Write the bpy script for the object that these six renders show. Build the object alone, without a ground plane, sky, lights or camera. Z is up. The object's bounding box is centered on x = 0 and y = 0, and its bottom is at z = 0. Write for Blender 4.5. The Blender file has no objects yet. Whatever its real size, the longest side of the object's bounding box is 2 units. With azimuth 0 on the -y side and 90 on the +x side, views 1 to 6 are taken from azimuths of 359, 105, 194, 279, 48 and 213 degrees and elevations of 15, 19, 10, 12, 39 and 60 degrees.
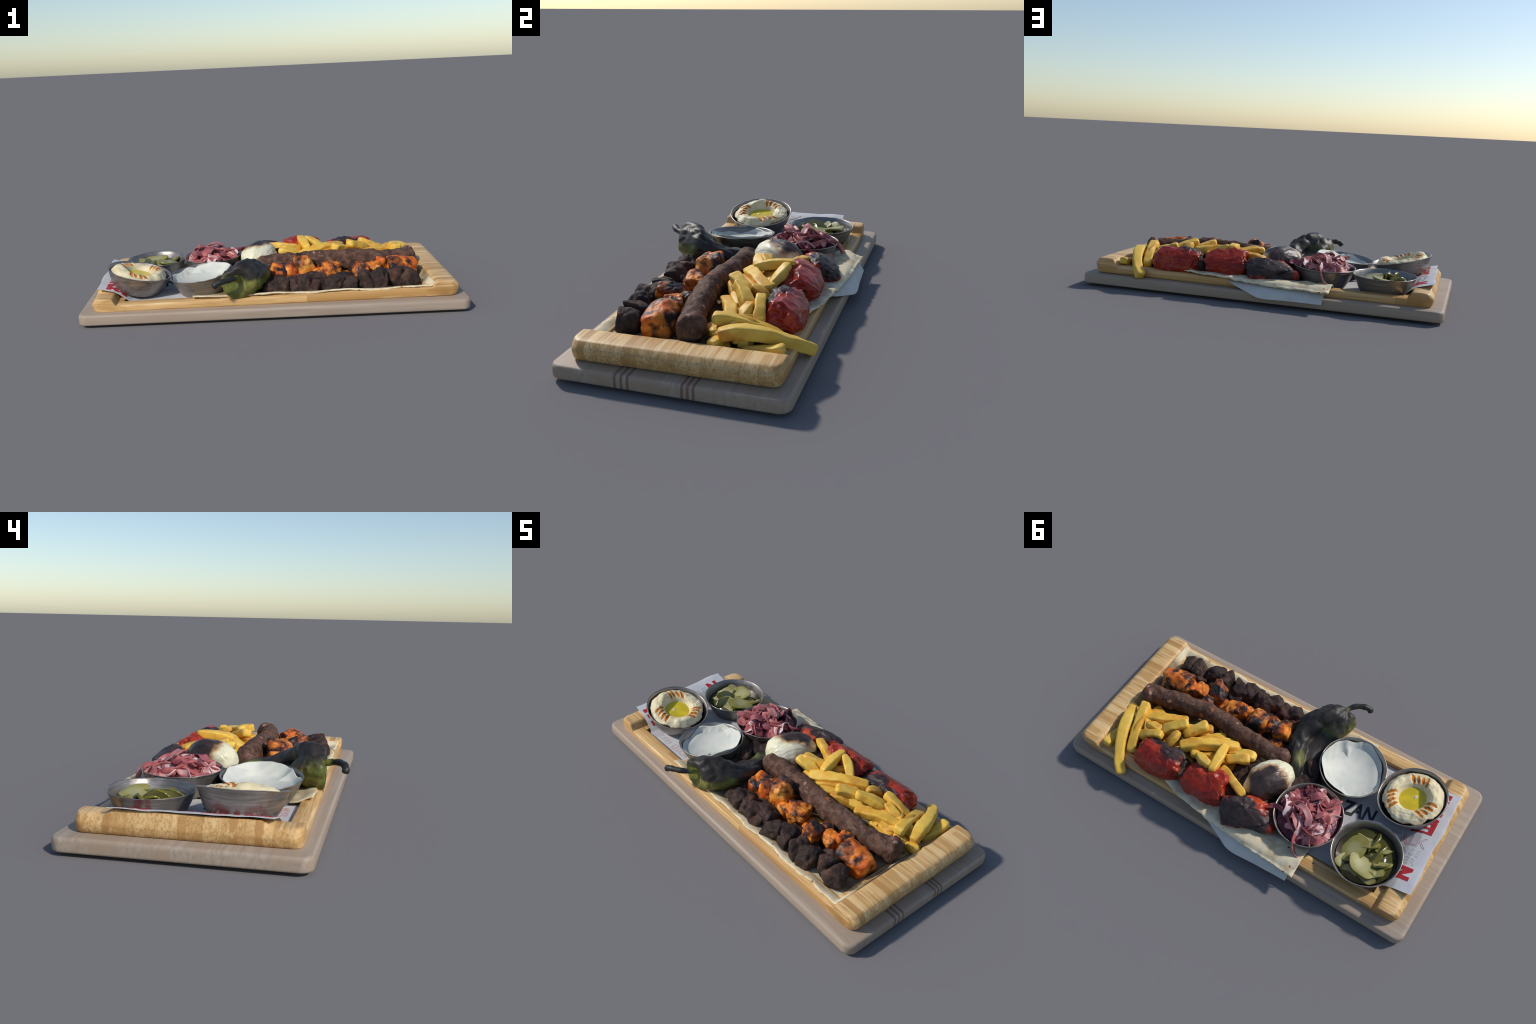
import bpy, bmesh, math
import numpy as np
from mathutils import Vector, Matrix

RNG = np.random.RandomState(7)

# ------------------------------------------------------------------ noise
_P = np.random.RandomState(3).permutation(256)
_P = np.concatenate([_P, _P, _P])
_G = np.random.RandomState(5).normal(size=(256, 3))
_G /= np.linalg.norm(_G, axis=1)[:, None]


def perlin(p):
    p = np.asarray(p, float)
    i = np.floor(p).astype(int)
    f = p - i
    i &= 255
    u = f * f * f * (f * (f * 6 - 15) + 10)
    out = 0
    for dx in (0, 1):
        for dy in (0, 1):
            for dz in (0, 1):
                h = _P[_P[_P[i[:, 0] + dx] + i[:, 1] + dy] + i[:, 2] + dz]
                g = (_G[h] * (f - [dx, dy, dz])).sum(1)
                w = (u[:, 0] if dx else 1 - u[:, 0]) * (u[:, 1] if dy else 1 - u[:, 1]) * (u[:, 2] if dz else 1 - u[:, 2])
                out = out + w * g
    return out


def fbm(p, octaves=3, gain=0.5):
    p = np.asarray(p, float)
    a, s, o = 1.0, 0.0, 1.0
    for k in range(octaves):
        s = s + a * perlin(p * o + 17.3 * k)
        a *= gain
        o *= 2.03
    return s


def ridge(p, octaves=2):
    return 1 - np.minimum(1, 2.2 * np.abs(fbm(p, octaves)))


def smooth(a, b, x):
    t = np.clip((x - a) / (b - a), 0, 1)
    return t * t * (3 - 2 * t)


# ------------------------------------------------------------------ materials
class Mat:
    def __init__(self, name, rough=0.6, spec=0.4, metal=0.0, coat=0.0, sss=0.0):
        self.m = bpy.data.materials.new(name)
        self.m.use_nodes = True
        self.t = self.m.node_tree
        self.b = self.t.nodes["Principled BSDF"]
        self.b.inputs["Roughness"].default_value = rough
        self.b.inputs["Specular IOR Level"].default_value = spec
        self.b.inputs["Metallic"].default_value = metal
        self.b.inputs["Coat Weight"].default_value = coat
        self.b.inputs["Coat Roughness"].default_value = 0.25
        if sss:
            self.b.inputs["Subsurface Weight"].default_value = sss
            self.b.inputs["Subsurface Scale"].default_value = 0.02
        self.co = self.n("ShaderNodeTexCoord").outputs["Object"]

    def n(self, kind, **kw):
        x = self.t.nodes.new(kind)
        for k, v in kw.items():
            setattr(x, k, v)
        return x

    def put(self, sock, v):
        if isinstance(v, bpy.types.NodeSocket):
            self.t.links.new(v, sock)
        elif isinstance(v, (tuple, list)) and len(v) == 3 and sock.type == "RGBA":
            sock.default_value = (*v, 1)
        else:
            sock.default_value = v

    def random_shift(self):
        r = self.n("ShaderNodeObjectInfo").outputs["Random"]
        s = self.math("MULTIPLY", r, 9.0)
        v = self.n("ShaderNodeVectorMath", operation="ADD")
        self.put(v.inputs[0], self.co)
        self.put(v.inputs[1], s)
        return v.outputs[0]

    def random(self):
        return self.n("ShaderNodeObjectInfo").outputs["Random"]

    def map(self, vec=None, scale=(1, 1, 1), loc=(0, 0, 0), rot=(0, 0, 0)):
        x = self.n("ShaderNodeMapping")
        self.put(x.inputs["Vector"], vec or self.co)
        x.inputs["Scale"].default_value = scale
        x.inputs["Location"].default_value = loc
        x.inputs["Rotation"].default_value = rot
        return x.outputs[0]

    def noise(self, scale, detail=3, rough=0.55, vec=None, dist=0.0):
        x = self.n("ShaderNodeTexNoise")
        self.put(x.inputs["Vector"], vec or self.co)
        x.inputs["Scale"].default_value = scale
        x.inputs["Detail"].default_value = detail
        x.inputs["Roughness"].default_value = rough
        x.inputs["Distortion"].default_value = dist
        return x.outputs["Fac"]

    def voronoi(self, scale, vec=None, feature="F1"):
        x = self.n("ShaderNodeTexVoronoi", feature=feature)
        self.put(x.inputs["Vector"], vec or self.co)
        x.inputs["Scale"].default_value = scale
        return x.outputs["Distance"]

    def step(self, v, a, b, lo=0.0, hi=1.0):
        x = self.n("ShaderNodeMapRange", interpolation_type="SMOOTHSTEP")
        self.put(x.inputs["Value"], v)
        x.inputs["From Min"].default_value = a
        x.inputs["From Max"].default_value = b
        x.inputs["To Min"].default_value = lo
        x.inputs["To Max"].default_value = hi
        return x.outputs[0]

    def math(self, op, a, b=0.0, c=0.0):
        x = self.n("ShaderNodeMath", operation=op)
        self.put(x.inputs[0], a)
        self.put(x.inputs[1], b)
        self.put(x.inputs[2], c)
        return x.outputs[0]

    def mix(self, f, a, b):
        x = self.n("ShaderNodeMix", data_type="RGBA")
        self.put(x.inputs[0], f)
        self.put(x.inputs[6], a)
        self.put(x.inputs[7], b)
        return x.outputs[2]

    def scale_colour(self, c, f):
        x = self.n("ShaderNodeMix", data_type="RGBA", blend_type="MULTIPLY")
        x.inputs[0].default_value = 1
        self.put(x.inputs[6], c)
        g = self.n("ShaderNodeCombineColor")
        for i in range(3):
            self.put(g.inputs[i], f)
        self.put(x.inputs[7], g.outputs[0])
        return x.outputs[2]

    def ramp(self, f, *stops):
        x = self.n("ShaderNodeValToRGB")
        self.put(x.inputs[0], f)
        e = x.color_ramp.elements
        while len(e) < len(stops):
            e.new(0.5)
        for el, (p, c) in zip(e, stops):
            el.position = p
            el.color = (*c, 1)
        return x.outputs[0]

    def xyz(self, vec=None):
        x = self.n("ShaderNodeSeparateXYZ")
        self.put(x.inputs[0], vec or self.co)
        return x.outputs

    def near(self, point, r0, r1, vec=None):
        """1 close to a point in object space, 0 beyond r1"""
        x = self.n("ShaderNodeVectorMath", operation="DISTANCE")
        self.put(x.inputs[0], vec or self.co)
        x.inputs[1].default_value = point
        return self.step(x.outputs["Value"], r0, r1, 1.0, 0.0)

    def bump(self, h, strength=0.3, dist=0.004):
        x = self.n("ShaderNodeBump")
        self.put(x.inputs["Height"], h)
        x.inputs["Strength"].default_value = strength
        x.inputs["Distance"].default_value = dist
        self.t.links.new(x.outputs[0], self.b.inputs["Normal"])
        return self

    def colour(self, c):
        self.put(self.b.inputs["Base Color"], c)
        return self

    def rough(self, v):
        self.put(self.b.inputs["Roughness"], v)
        return self


def wood_base():
    m = Mat("greyed_wood", rough=0.55, spec=0.3)
    x, y, z = m.xyz()
    streak = m.noise(1.0, 4, 0.6, m.map(scale=(2.2, 60, 40)))
    broad = m.noise(1.0, 2, 0.5, m.map(scale=(0.8, 11, 6)))
    c = m.ramp(streak, (0.25, (0.29, 0.222, 0.165)), (0.5, (0.365, 0.288, 0.222)), (0.75, (0.425, 0.345, 0.272)))
    c = m.mix(m.step(broad, 0.4, 0.65), c, (0.35, 0.262, 0.190))
    lines = None
    for yy in (-0.183, -0.158, -0.134, 0.071, 0.092, 0.113):
        d = m.math("ABSOLUTE", m.math("SUBTRACT", y, yy))
        l = m.step(d, 0.003, 0.0075, 1.0, 0.0)
        lines = l if lines is None else m.math("MAXIMUM", lines, l)
    c = m.mix(m.math("MULTIPLY", lines, m.step(x, 0.55, 0.9)), c, (0.20, 0.125, 0.095))
    m.colour(c).bump(streak, 0.15, 0.002)
    return m.m


def wood_board():
    m = Mat("bamboo_wood", rough=0.45, spec=0.35)
    x, y, z = m.xyz()
    wob = m.math("MULTIPLY", m.noise(1.5, 2), 0.012)
    strip = m.math("FLOOR", m.math("MULTIPLY", m.math("ADD", y, wob), 34.0))
    seg = m.math("FLOOR", m.math("ADD", m.math("MULTIPLY", x, 1.1), m.math("MULTIPLY", strip, 0.37)))
    cv = m.n("ShaderNodeCombineXYZ")
    m.put(cv.inputs[0], strip)
    m.put(cv.inputs[1], seg)
    wn = m.n("ShaderNodeTexWhiteNoise", noise_dimensions="2D")
    m.put(wn.inputs["Vector"], cv.outputs[0])
    tone = wn.outputs["Value"]
    fine = m.noise(1.0, 5, 0.65, m.map(scale=(4, 120, 90)))
    mid = m.noise(1.0, 3, 0.55, m.map(scale=(2.5, 45, 30)))
    c = m.ramp(tone, (0.0, (0.47, 0.255, 0.085)), (0.45, (0.62, 0.385, 0.155)), (1.0, (0.73, 0.49, 0.225)))
    c = m.mix(m.step(fine, 0.44, 0.64, 0.0, 0.80), c, (0.42, 0.22, 0.072))
    c = m.mix(m.step(mid, 0.52, 0.70, 0.0, 0.6), c, (0.82, 0.60, 0.32))
    grain = m.noise(300, 2, 0.7)
    endg = m.step(m.math("ABSOLUTE", x), 0.893, 0.925)
    c = m.mix(m.math("MULTIPLY", endg, m.step(grain, 0.42, 0.68, 0.0, 0.55)), c, (0.36, 0.20, 0.075))
    knot = m.step(m.voronoi(5.0, m.map(scale=(1, 1.6, 1))), 0.018, 0.035, 0.9, 0.0)
    c = m.mix(knot, c, (0.10, 0.045, 0.02))
    stain = m.step(m.noise(4.5, 3), 0.60, 0.72, 0.0, 0.35)
    c = m.mix(stain, c, (0.42, 0.20, 0.05))
    m.colour(c).bump(fine, 0.2, 0.002)
    return m.m


def steel():
    m = Mat("brushed_steel", rough=0.42, metal=0.75)
    n = m.noise(1.0, 4, 0.6, m.map(scale=(9, 9, 120)))
    c = m.ramp(n, (0.3, (0.20, 0.175, 0.155)), (0.7, (0.37, 0.34, 0.315)))
    m.colour(c)
    m.rough(m.step(m.noise(30, 3), 0.3, 0.7, 0.28, 0.5))
    m.bump(m.noise(14, 3), 0.12, 0.004)
    return m.m


def bread_mat():
    m = Mat("flatbread_crumb", rough=0.8, spec=0.2)
    n = m.noise(14, 4, 0.6)
    c = m.ramp(n, (0.3, (0.54, 0.41, 0.235)), (0.52, (0.72, 0.61, 0.41)), (0.75, (0.81, 0.73, 0.54)))
    spots = m.step(m.math("ADD", m.voronoi(19), m.math("MULTIPLY", m.noise(60, 3), 0.25)), 0.22, 0.27, 1.0, 0.0)
    spots = m.math("MULTIPLY", spots, m.step(m.noise(7, 2), 0.46, 0.54))
    c = m.mix(spots, c, (0.20, 0.085, 0.025))
    toast = m.step(m.noise(20, 4, 0.65), 0.56, 0.70, 0.0, 0.65)
    c = m.mix(toast, c, (0.56, 0.34, 0.14))
    x, y, z = m.xyz()
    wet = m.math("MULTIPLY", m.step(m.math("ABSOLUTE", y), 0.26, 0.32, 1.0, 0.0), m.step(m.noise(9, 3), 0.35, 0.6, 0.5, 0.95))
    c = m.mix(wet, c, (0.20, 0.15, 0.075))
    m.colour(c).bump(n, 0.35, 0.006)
    return m.m


def paper_mat(name, tint=(0.63, 0.615, 0.615)):
    m = Mat(name, rough=0.55, spec=0.35)
    n = m.noise(9, 3)
    c = m.mix(m.step(n, 0.35, 0.7), tint, tuple(v * 0.88 for v in tint))
    spot = m.step(m.noise(26, 3), 0.70, 0.76, 0.0, 0.6)
    c = m.mix(spot, c, (0.45, 0.36, 0.25))
    m.colour(c).bump(n, 0.2, 0.006)
    return m.m


def plain(name, c, rough=0.6, spec=0.35, var=0.2, scale=20, coat=0.0, sss=0.0):
    m = Mat(name, rough=rough, spec=spec, coat=coat, sss=sss)
    n = m.noise(scale, 4)
    m.colour(m.mix(m.step(n, 0.3, 0.7), tuple(v * (1 - var) for v in c), tuple(min(1, v * (1 + var)) for v in c)))
    m.bump(n, 0.15, 0.003)
    return m.m


def kebab_mat():
    m = Mat("minced_meat", rough=0.7, spec=0.2)
    v = m.co
    n = m.noise(26, 5, 0.65)
    c = m.ramp(n, (0.28, (0.036, 0.017, 0.011)), (0.48, (0.088, 0.043, 0.029)), (0.70, (0.170, 0.094, 0.064)))
    red = m.step(m.noise(11, 3), 0.58, 0.70, 0.0, 0.6)
    c = m.mix(red, c, (0.115, 0.035, 0.02))
    fleck = m.step(m.noise(42, 4, 0.7, None, 0.8), 0.56, 0.66, 0.0, 0.75)
    c = m.mix(m.math("MULTIPLY", fleck, m.step(m.noise(15, 2), 0.38, 0.56)), c, (0.26, 0.165, 0.125))
    fat = m.step(m.math("ADD", m.voronoi(15), m.math("MULTIPLY", m.noise(40, 2), 0.12)), 0.19, 0.25, 0.75, 0.0)
    c = m.mix(m.math("MULTIPLY", fat, m.step(m.noise(9, 1), 0.52, 0.58)), c, (0.36, 0.235, 0.165))
    spice = m.step(m.voronoi(8.0), 0.06, 0.10, 0.8, 0.0)
    c = m.mix(spice, c, (0.42, 0.12, 0.03))
    m.colour(c).bump(m.noise(60, 4, 0.7), 0.6, 0.006)
    return m.m


def lamb_mat():
    m = Mat("charred_lamb", rough=0.7, spec=0.2)
    v = m.random_shift()
    n = m.noise(14, 5, 0.65, v)
    c = m.ramp(n, (0.30, (0.014, 0.010, 0.010)), (0.48, (0.040, 0.025, 0.020)), (0.62, (0.080, 0.045, 0.034)), (0.78, (0.135, 0.070, 0.048)))
    red = m.step(m.noise(9, 3, 0.6, v), 0.60, 0.72, 0.0, 0.7)
    c = m.mix(red, c, (0.13, 0.042, 0.025))
    m.colour(c).bump(m.noise(45, 4, 0.65, v), 0.5, 0.006)
    return m.m


def chicken_mat():
    m = Mat("marinated_chicken", rough=0.5, spec=0.35)
    v = m.random_shift()
    n = m.noise(8, 4, 0.6, v, 0.3)
    c = m.ramp(n, (0.28, (0.32, 0.048, 0.008)), (0.42, (0.60, 0.120, 0.012)), (0.56, (0.76, 0.235, 0.022)), (0.72, (0.84, 0.44, 0.10)))
    streak = m.noise(1.0, 4, 0.6, m.map(v, scale=(55, 18, 30)))
    c = m.mix(m.step(streak, 0.50, 0.75, 0.0, 0.55), c, (0.30, 0.050, 0.010))
    ch = m.noise(11, 5, 0.62, v, 0.3)
    x, y, z = m.xyz()
    ch = m.math("ADD", ch, m.math("MULTIPLY", m.step(z, -0.02, 0.07), 0.03))
    ch = m.math("ADD", ch, m.math("MULTIPLY", m.math("SUBTRACT", m.random(), 0.40), 0.12))
    c = m.mix(m.step(ch, 0.47, 0.57, 0.0, 0.85), c, (0.16, 0.032, 0.010))
    c = m.mix(m.step(ch, 0.555, 0.625), c, (0.020, 0.015, 0.014))
    m.colour(c).bump(m.noise(40, 4, 0.6, v), 0.4, 0.005)
    return m.m


def fry_mat():
    m = Mat("fried_potato", rough=0.5, spec=0.35)
    v = m.random_shift()
    n = m.noise(13, 4, 0.6, v)
    c = m.ramp(n, (0.30, (0.66, 0.31, 0.030)), (0.5, (0.78, 0.45, 0.060)), (0.70, (0.83, 0.57, 0.125)))
    c = m.mix(m.math("MULTIPLY", m.random(), 0.45), c, (0.68, 0.47, 0.075))
    br = m.step(m.noise(6, 3, 0.6, v), 0.52, 0.68, 0.0, 0.8)
    c = m.mix(br, c, (0.50, 0.19, 0.022))
    spk = m.step(m.noise(40, 4, 0.7, v), 0.56, 0.72, 0.0, 0.5)
    c = m.mix(spk, c, (0.60, 0.27, 0.035))
    m.colour(c).bump(m.noise(35, 3, 0.6, v), 0.25, 0.004)
    return m.m


def tomato_mat(name, burns, seed):
    """burns: (point, inner, outer) in object space"""
    m = Mat(name, rough=0.5, spec=0.3)
    v = m.map(loc=(seed * 3.1, seed, 0))
    n = m.noise(9, 4, 0.6, v)
    c = m.ramp(n, (0.3, (0.18, 0.014, 0.010)), (0.5, (0.33, 0.028, 0.013)), (0.7, (0.50, 0.080, 0.024)))
    wr = m.noise(1.0, 4, 0.6, m.map(v, scale=(70, 25, 14)))
    c = m.mix(m.step(wr, 0.55, 0.72, 0.0, 0.5), c, (0.42, 0.085, 0.055))
    jit = m.math("MULTIPLY", m.math("SUBTRACT", m.noise(22, 4, 0.65, v), 0.5), 0.10)
    mask = None
    for p, a, b in burns:
        x = m.n("ShaderNodeVectorMath", operation="DISTANCE")
        m.put(x.inputs[0], m.co)
        x.inputs[1].default_value = p
        k = m.step(m.math("ADD", x.outputs["Value"], jit), a, b, 1.0, 0.0)
        mask = k if mask is None else m.math("MAXIMUM", mask, k)
    if mask is not None:
        c = m.mix(m.math("MULTIPLY", mask, 0.97), c, m.ramp(m.noise(20, 3, 0.6, v), (0.3, (0.014, 0.013, 0.015)), (0.7, (0.045, 0.036, 0.034))))
        m.rough(m.step(mask, 0.2, 0.8, 0.3, 0.5))
    m.colour(c).bump(wr, 0.35, 0.004)
    return m.m


def pepper_mat():
    m = Mat("charred_green_pepper", rough=0.48, spec=0.35)
    x, y, z = m.xyz()
    n = m.noise(9, 4, 0.6)
    green = m.ramp(m.noise(7, 4, 0.6, None, 0.5), (0.3, (0.040, 0.060, 0.012)), (0.5, (0.115, 0.135, 0.025)), (0.68, (0.27, 0.24, 0.06)))
    jit = m.math("MULTIPLY", m.math("SUBTRACT", n, 0.5), 0.16)
    low = m.math("ADD", z, jit)            # soot lies on the upper side that met the coals
    soot = m.step(low, -0.005, 0.030)
    back = m.step(m.math("ADD", y, m.math("MULTIPLY", jit, 0.9)), 0.05, 0.09)
    soot = m.math("MAXIMUM", soot, back)
    patch = m.near((0.012, 0.262, -0.005), 0.022, 0.060)
    p2 = m.near((-0.05, 0.115, 0.03), 0.018, 0.045)
    soot = m.math("MULTIPLY", soot, m.math("SUBTRACT", 1.0, m.math("MULTIPLY", m.math("MAXIMUM", patch, p2), 0.85)))
    black = m.ramp(m.noise(16, 4, 0.6), (0.3, (0.015, 0.013, 0.012)), (0.7, (0.046, 0.038, 0.031)))
    brown = m.mix(m.step(m.noise(18, 3), 0.4, 0.65, 0.0, 0.55), green, (0.11, 0.075, 0.025))
    m.colour(m.mix(soot, brown, black))
    m.bump(m.noise(1.0, 4, 0.6, m.map(scale=(55, 14, 45))), 0.45, 0.005)
    return m.m


def stem_mat():
    m = Mat("dried_stem", rough=0.5)
    near = m.near((0, 0, 0), 0.022, 0.06)
    c = m.mix(near, (0.02, 0.021, 0.017), (0.21, 0.22, 0.03))
    m.colour(c).bump(m.noise(40, 3), 0.4, 0.004)
    return m.m


def onion_mat(axis_root, char_point):
    m = Mat("grilled_onion", rough=0.45, spec=0.4, coat=0.1)
    x = m.n("ShaderNodeVectorMath", operation="DISTANCE")
    m.put(x.inputs[0], m.co)
    x.inputs[1].default_value = axis_root
    rings = m.math("SINE", m.math("MULTIPLY", m.math("ADD", x.outputs["Value"], m.math("MULTIPLY", m.noise(8, 2), 0.03)), 620.0))
    c = m.mix(m.step(rings, -0.2, 0.9, 0.0, 0.4), (0.74, 0.70, 0.50), (0.64, 0.57, 0.32))
    c = m.mix(m.step(m.noise(7, 3), 0.45, 0.7, 0.0, 0.6), c, (0.78, 0.75, 0.63))
    jit = m.math("MULTIPLY", m.math("SUBTRACT", m.noise(15, 4, 0.65), 0.5), 0.085)
    d = m.n("ShaderNodeVectorMath", operation="DISTANCE")
    m.put(d.inputs[0], m.co)
    d.inputs[1].default_value = char_point
    dist = m.math("ADD", d.outputs["Value"], jit)
    c = m.mix(m.step(dist, 0.098, 0.125, 0.85, 0.0), c, (0.36, 0.15, 0.035))
    c = m.mix(m.step(dist, 0.085, 0.105, 1.0, 0.0), c, m.ramp(m.noise(14, 4), (0.3, (0.022, 0.014, 0.013)), (0.7, (0.075, 0.042, 0.033))))
    m.colour(c).bump(m.noise(26, 3), 0.2, 0.004)
    return m.m


def pickled_onion_mat():
    m = Mat("pickled_onion", rough=0.48, spec=0.35)
    v = m.random_shift()
    n = m.noise(16, 3, 0.6, v)
    c = m.ramp(n, (0.30, (0.20, 0.034, 0.042)), (0.5, (0.40, 0.105, 0.105)), (0.72, (0.56, 0.235, 0.21)))
    r = m.random()
    c = m.mix(m.step(r, 0.72, 0.95, 0.0, 0.85), c, (0.72, 0.55, 0.53))
    c = m.mix(m.step(r, 0.3, 0.02, 0.0, 0.6), c, (0.16, 0.035, 0.06))
    spk = m.step(m.voronoi(60, v), 0.10, 0.16, 0.7, 0.0)
    c = m.mix(m.math("MULTIPLY", spk, m.step(m.noise(20, 1, 0.5, v), 0.5, 0.6)), c, (0.16, 0.025, 0.02))
    m.colour(c).bump(n, 0.2, 0.004)
    return m.m


def pickle_mat():
    m = Mat("pickled_cucumber", rough=0.4, spec=0.4, coat=0.08)
    v = m.random_shift()
    n = m.noise(18, 3, 0.6, v)
    c = m.ramp(n, (0.3, (0.20, 0.170, 0.030)), (0.55, (0.31, 0.275, 0.075)), (0.75, (0.38, 0.35, 0.14)))
    c = m.mix(m.math("MULTIPLY", m.random(), 0.6), c, (0.17, 0.155, 0.022))
    ds = m.n("ShaderNodeVectorMath", operation="LENGTH")
    m.put(ds.inputs[0], m.co)
    c = m.mix(m.step(m.math("ADD", ds.outputs["Value"], m.math("MULTIPLY", n, 0.02)), 0.030, 0.058, 0.65, 0.0), c, (0.37, 0.345, 0.17))
    m.colour(c).bump(n, 0.25, 0.004)
    return m.m


def hummus_mat():
    m = Mat("chickpea_puree", rough=0.5, spec=0.35)
    n = m.noise(16, 4, 0.6)
    c = m.ramp(n, (0.3, (0.60, 0.49, 0.28)), (0.55, (0.71, 0.61, 0.38)), (0.75, (0.77, 0.69, 0.48)))
    m.colour(c).bump(m.noise(45, 3), 0.2, 0.004)
    return m.m


def yogurt_mat():
    m = Mat("thick_yogurt", rough=0.55, spec=0.3)
    n = m.noise(12, 3)
    c = m.mix(m.step(n, 0.35, 0.7), (0.62, 0.61, 0.53), (0.53, 0.54, 0.485))
    spot = m.step(m.voronoi(9), 0.03, 0.06, 0.55, 0.0)
    c = m.mix(spot, c, (0.60, 0.36, 0.17))
    m.colour(c).bump(m.noise(9, 2), 0.15, 0.006)
    return m.m


MATS = {}


def mat(name, fn, *a, **k):
    if name not in MATS:
        MATS[name] = fn(*a, **k)
    return MATS[name]


# ------------------------------------------------------------------ object helpers
def mk(name, verts, faces, material, origin=None, parent=None, flat=False, angle=None):
    verts = np.asarray(verts, float)
    if origin is None:
        origin = np.array([*(verts[:, :2].max(0) + verts[:, :2].min(0)) / 2, verts[:, 2].min()])
    origin = np.asarray(origin, float)
    me = bpy.data.meshes.new(name)
    me.from_pydata((verts - origin).tolist(), [], [tuple(int(i) for i in f) for f in faces])
    me.update()
    bm = bmesh.new()
    bm.from_mesh(me)
    bmesh.ops.recalc_face_normals(bm, faces=bm.faces)
    bm.to_mesh(me)
    bm.free()
    me.materials.append(material)
    me.polygons.foreach_set("use_smooth", [not flat] * len(me.polygons))
    if angle:
        me.set_sharp_from_angle(angle=math.radians(angle))
    ob = bpy.data.objects.new(name, me)
    bpy.context.scene.collection.objects.link(ob)
    ob.location = origin
    if parent:
        ob.parent = parent
        ob.location = Vector(origin) - parent.location
    return ob


def empty(name, loc):
    ob = bpy.data.objects.new(name, None)
    bpy.context.scene.collection.objects.link(ob)
    ob.location = loc
    ob.empty_display_size = 0.05
    return ob


def tag(ob, label, category):
    ob["label"] = label
    ob["category"] = category
    return ob


def join_meshes(parts):
    V, F, o = [], [], 0
    for v, f in parts:
        V.append(np.asarray(v, float))
        F += [tuple(int(i) + o for i in g) for g in f]
        o += len(v)
    return np.vstack(V), F


def loft(rings, close=True, caps=True):
    """rings: list of (n,3) loops joined in order"""
    n = len(rings[0])
    V = np.vstack(rings)
    F = []
    for i in range(len(rings) - 1):
        for j in range(n if close else n - 1):
            k = (j + 1) % n
            F.append((i * n + j, i * n + k, (i + 1) * n + k, (i + 1) * n + j))
    if caps:
        F.append(tuple(range(n)))
        F.append(tuple((len(rings) - 1) * n + j for j in range(n)))
    return V, F


def rounded_rect(l, w, r, k=8):
    pts = []
    for cx, cy, a0 in ((l - r, w - r, 0), (-l + r, w - r, 90), (-l + r, -w + r, 180), (l - r, -w + r, 270)):
        for i in range(k + 1):
            a = math.radians(a0 + 90 * i / k)
            pts.append((cx + r * math.cos(a), cy + r * math.sin(a)))
    return np.array(pts)


def rot2(p, deg):
    a = math.radians(deg)
    p = np.asarray(p, float).copy()
    x, y = p[:, 0] * math.cos(a) - p[:, 1] * math.sin(a), p[:, 0] * math.sin(a) + p[:, 1] * math.cos(a)
    p[:, 0], p[:, 1] = x, y
    return p


def curve_points(ctrl, n):
    """smooth interpolation through control points (Catmull-Rom)"""
    c = np.asarray(ctrl, float)
    if c.ndim == 1:
        c = c[:, None]
    m = len(c)
    c = np.vstack([2 * c[0] - c[1], c, 2 * c[-1] - c[-2]])
    t = np.linspace(0, m - 1, n)
    i = np.minimum(t.astype(int), m - 2)
    f = (t - i)[:, None]
    p0, p1, p2, p3 = c[i], c[i + 1], c[i + 2], c[i + 3]
    return 0.5 * (2 * p1 + (p2 - p0) * f + (2 * p0 - 5 * p1 + 4 * p2 - p3) * f ** 2 + (3 * p1 - p0 - 3 * p2 + p3) * f ** 3)


def tube(spine, radius, sides=20, power=2.0, aspect=1.0, up=(0, 0, 1), twist=0.0):
    """sweep a super-elliptic section; radius is a list per station (or (a,b) pairs)"""
    spine = np.asarray(spine, float)
    n = len(spine)
    tan = np.gradient(spine, axis=0)
    tan /= np.linalg.norm(tan, axis=1)[:, None]
    a = np.arange(sides) * 2 * np.pi / sides
    cs = np.sign(np.cos(a)) * np.abs(np.cos(a)) ** (2 / power)
    sn = np.sign(np.sin(a)) * np.abs(np.sin(a)) ** (2 / power)
    rings, normals = [], []
    for i in range(n):
        s = np.cross(tan[i], up)
        s /= np.linalg.norm(s) + 1e-9
        u = np.cross(s, tan[i])
        tw = twist * i / n
        s, u = s * math.cos(tw) + u * math.sin(tw), u * math.cos(tw) - s * math.sin(tw)
        r = radius[i]
        ra, rb = r if np.ndim(r) else (r, r * aspect)
        rings.append(spine[i] + ra * cs[:, None] * s + rb * sn[:, None] * u)
    return rings


def round_tip(n, ends, flat=1.0):
    """radius factors along a body with rounded ends; `ends` is the share of length that is rounding"""
    t = np.linspace(0, 1, n)
    d = np.minimum(t, 1 - t) / ends
    return np.sqrt(np.clip(1 - (1 - np.clip(d, 0, 1)) ** 2, 0, 1)) * flat


def stations(n, ends):
    """parameter values that crowd near both ends"""
    k = 5
    a = ends * (1 - np.cos(np.linspace(0, np.pi / 2, k)))
    return np.concatenate([a, np.linspace(ends, 1 - ends, n - 2 * k + 2)[1:-1], 1 - a[::-1]])


_ICO = {}


def ico(sub):
    if sub not in _ICO:
        bm = bmesh.new()
        bmesh.ops.create_icosphere(bm, subdivisions=sub, radius=1)
        v = np.array([x.co[:] for x in bm.verts])
        f = [tuple(x.index for x in g.verts) for g in bm.faces]
        bm.free()
        _ICO[sub] = (v / np.linalg.norm(v, axis=1)[:, None], f)
    return _ICO[sub]


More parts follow.
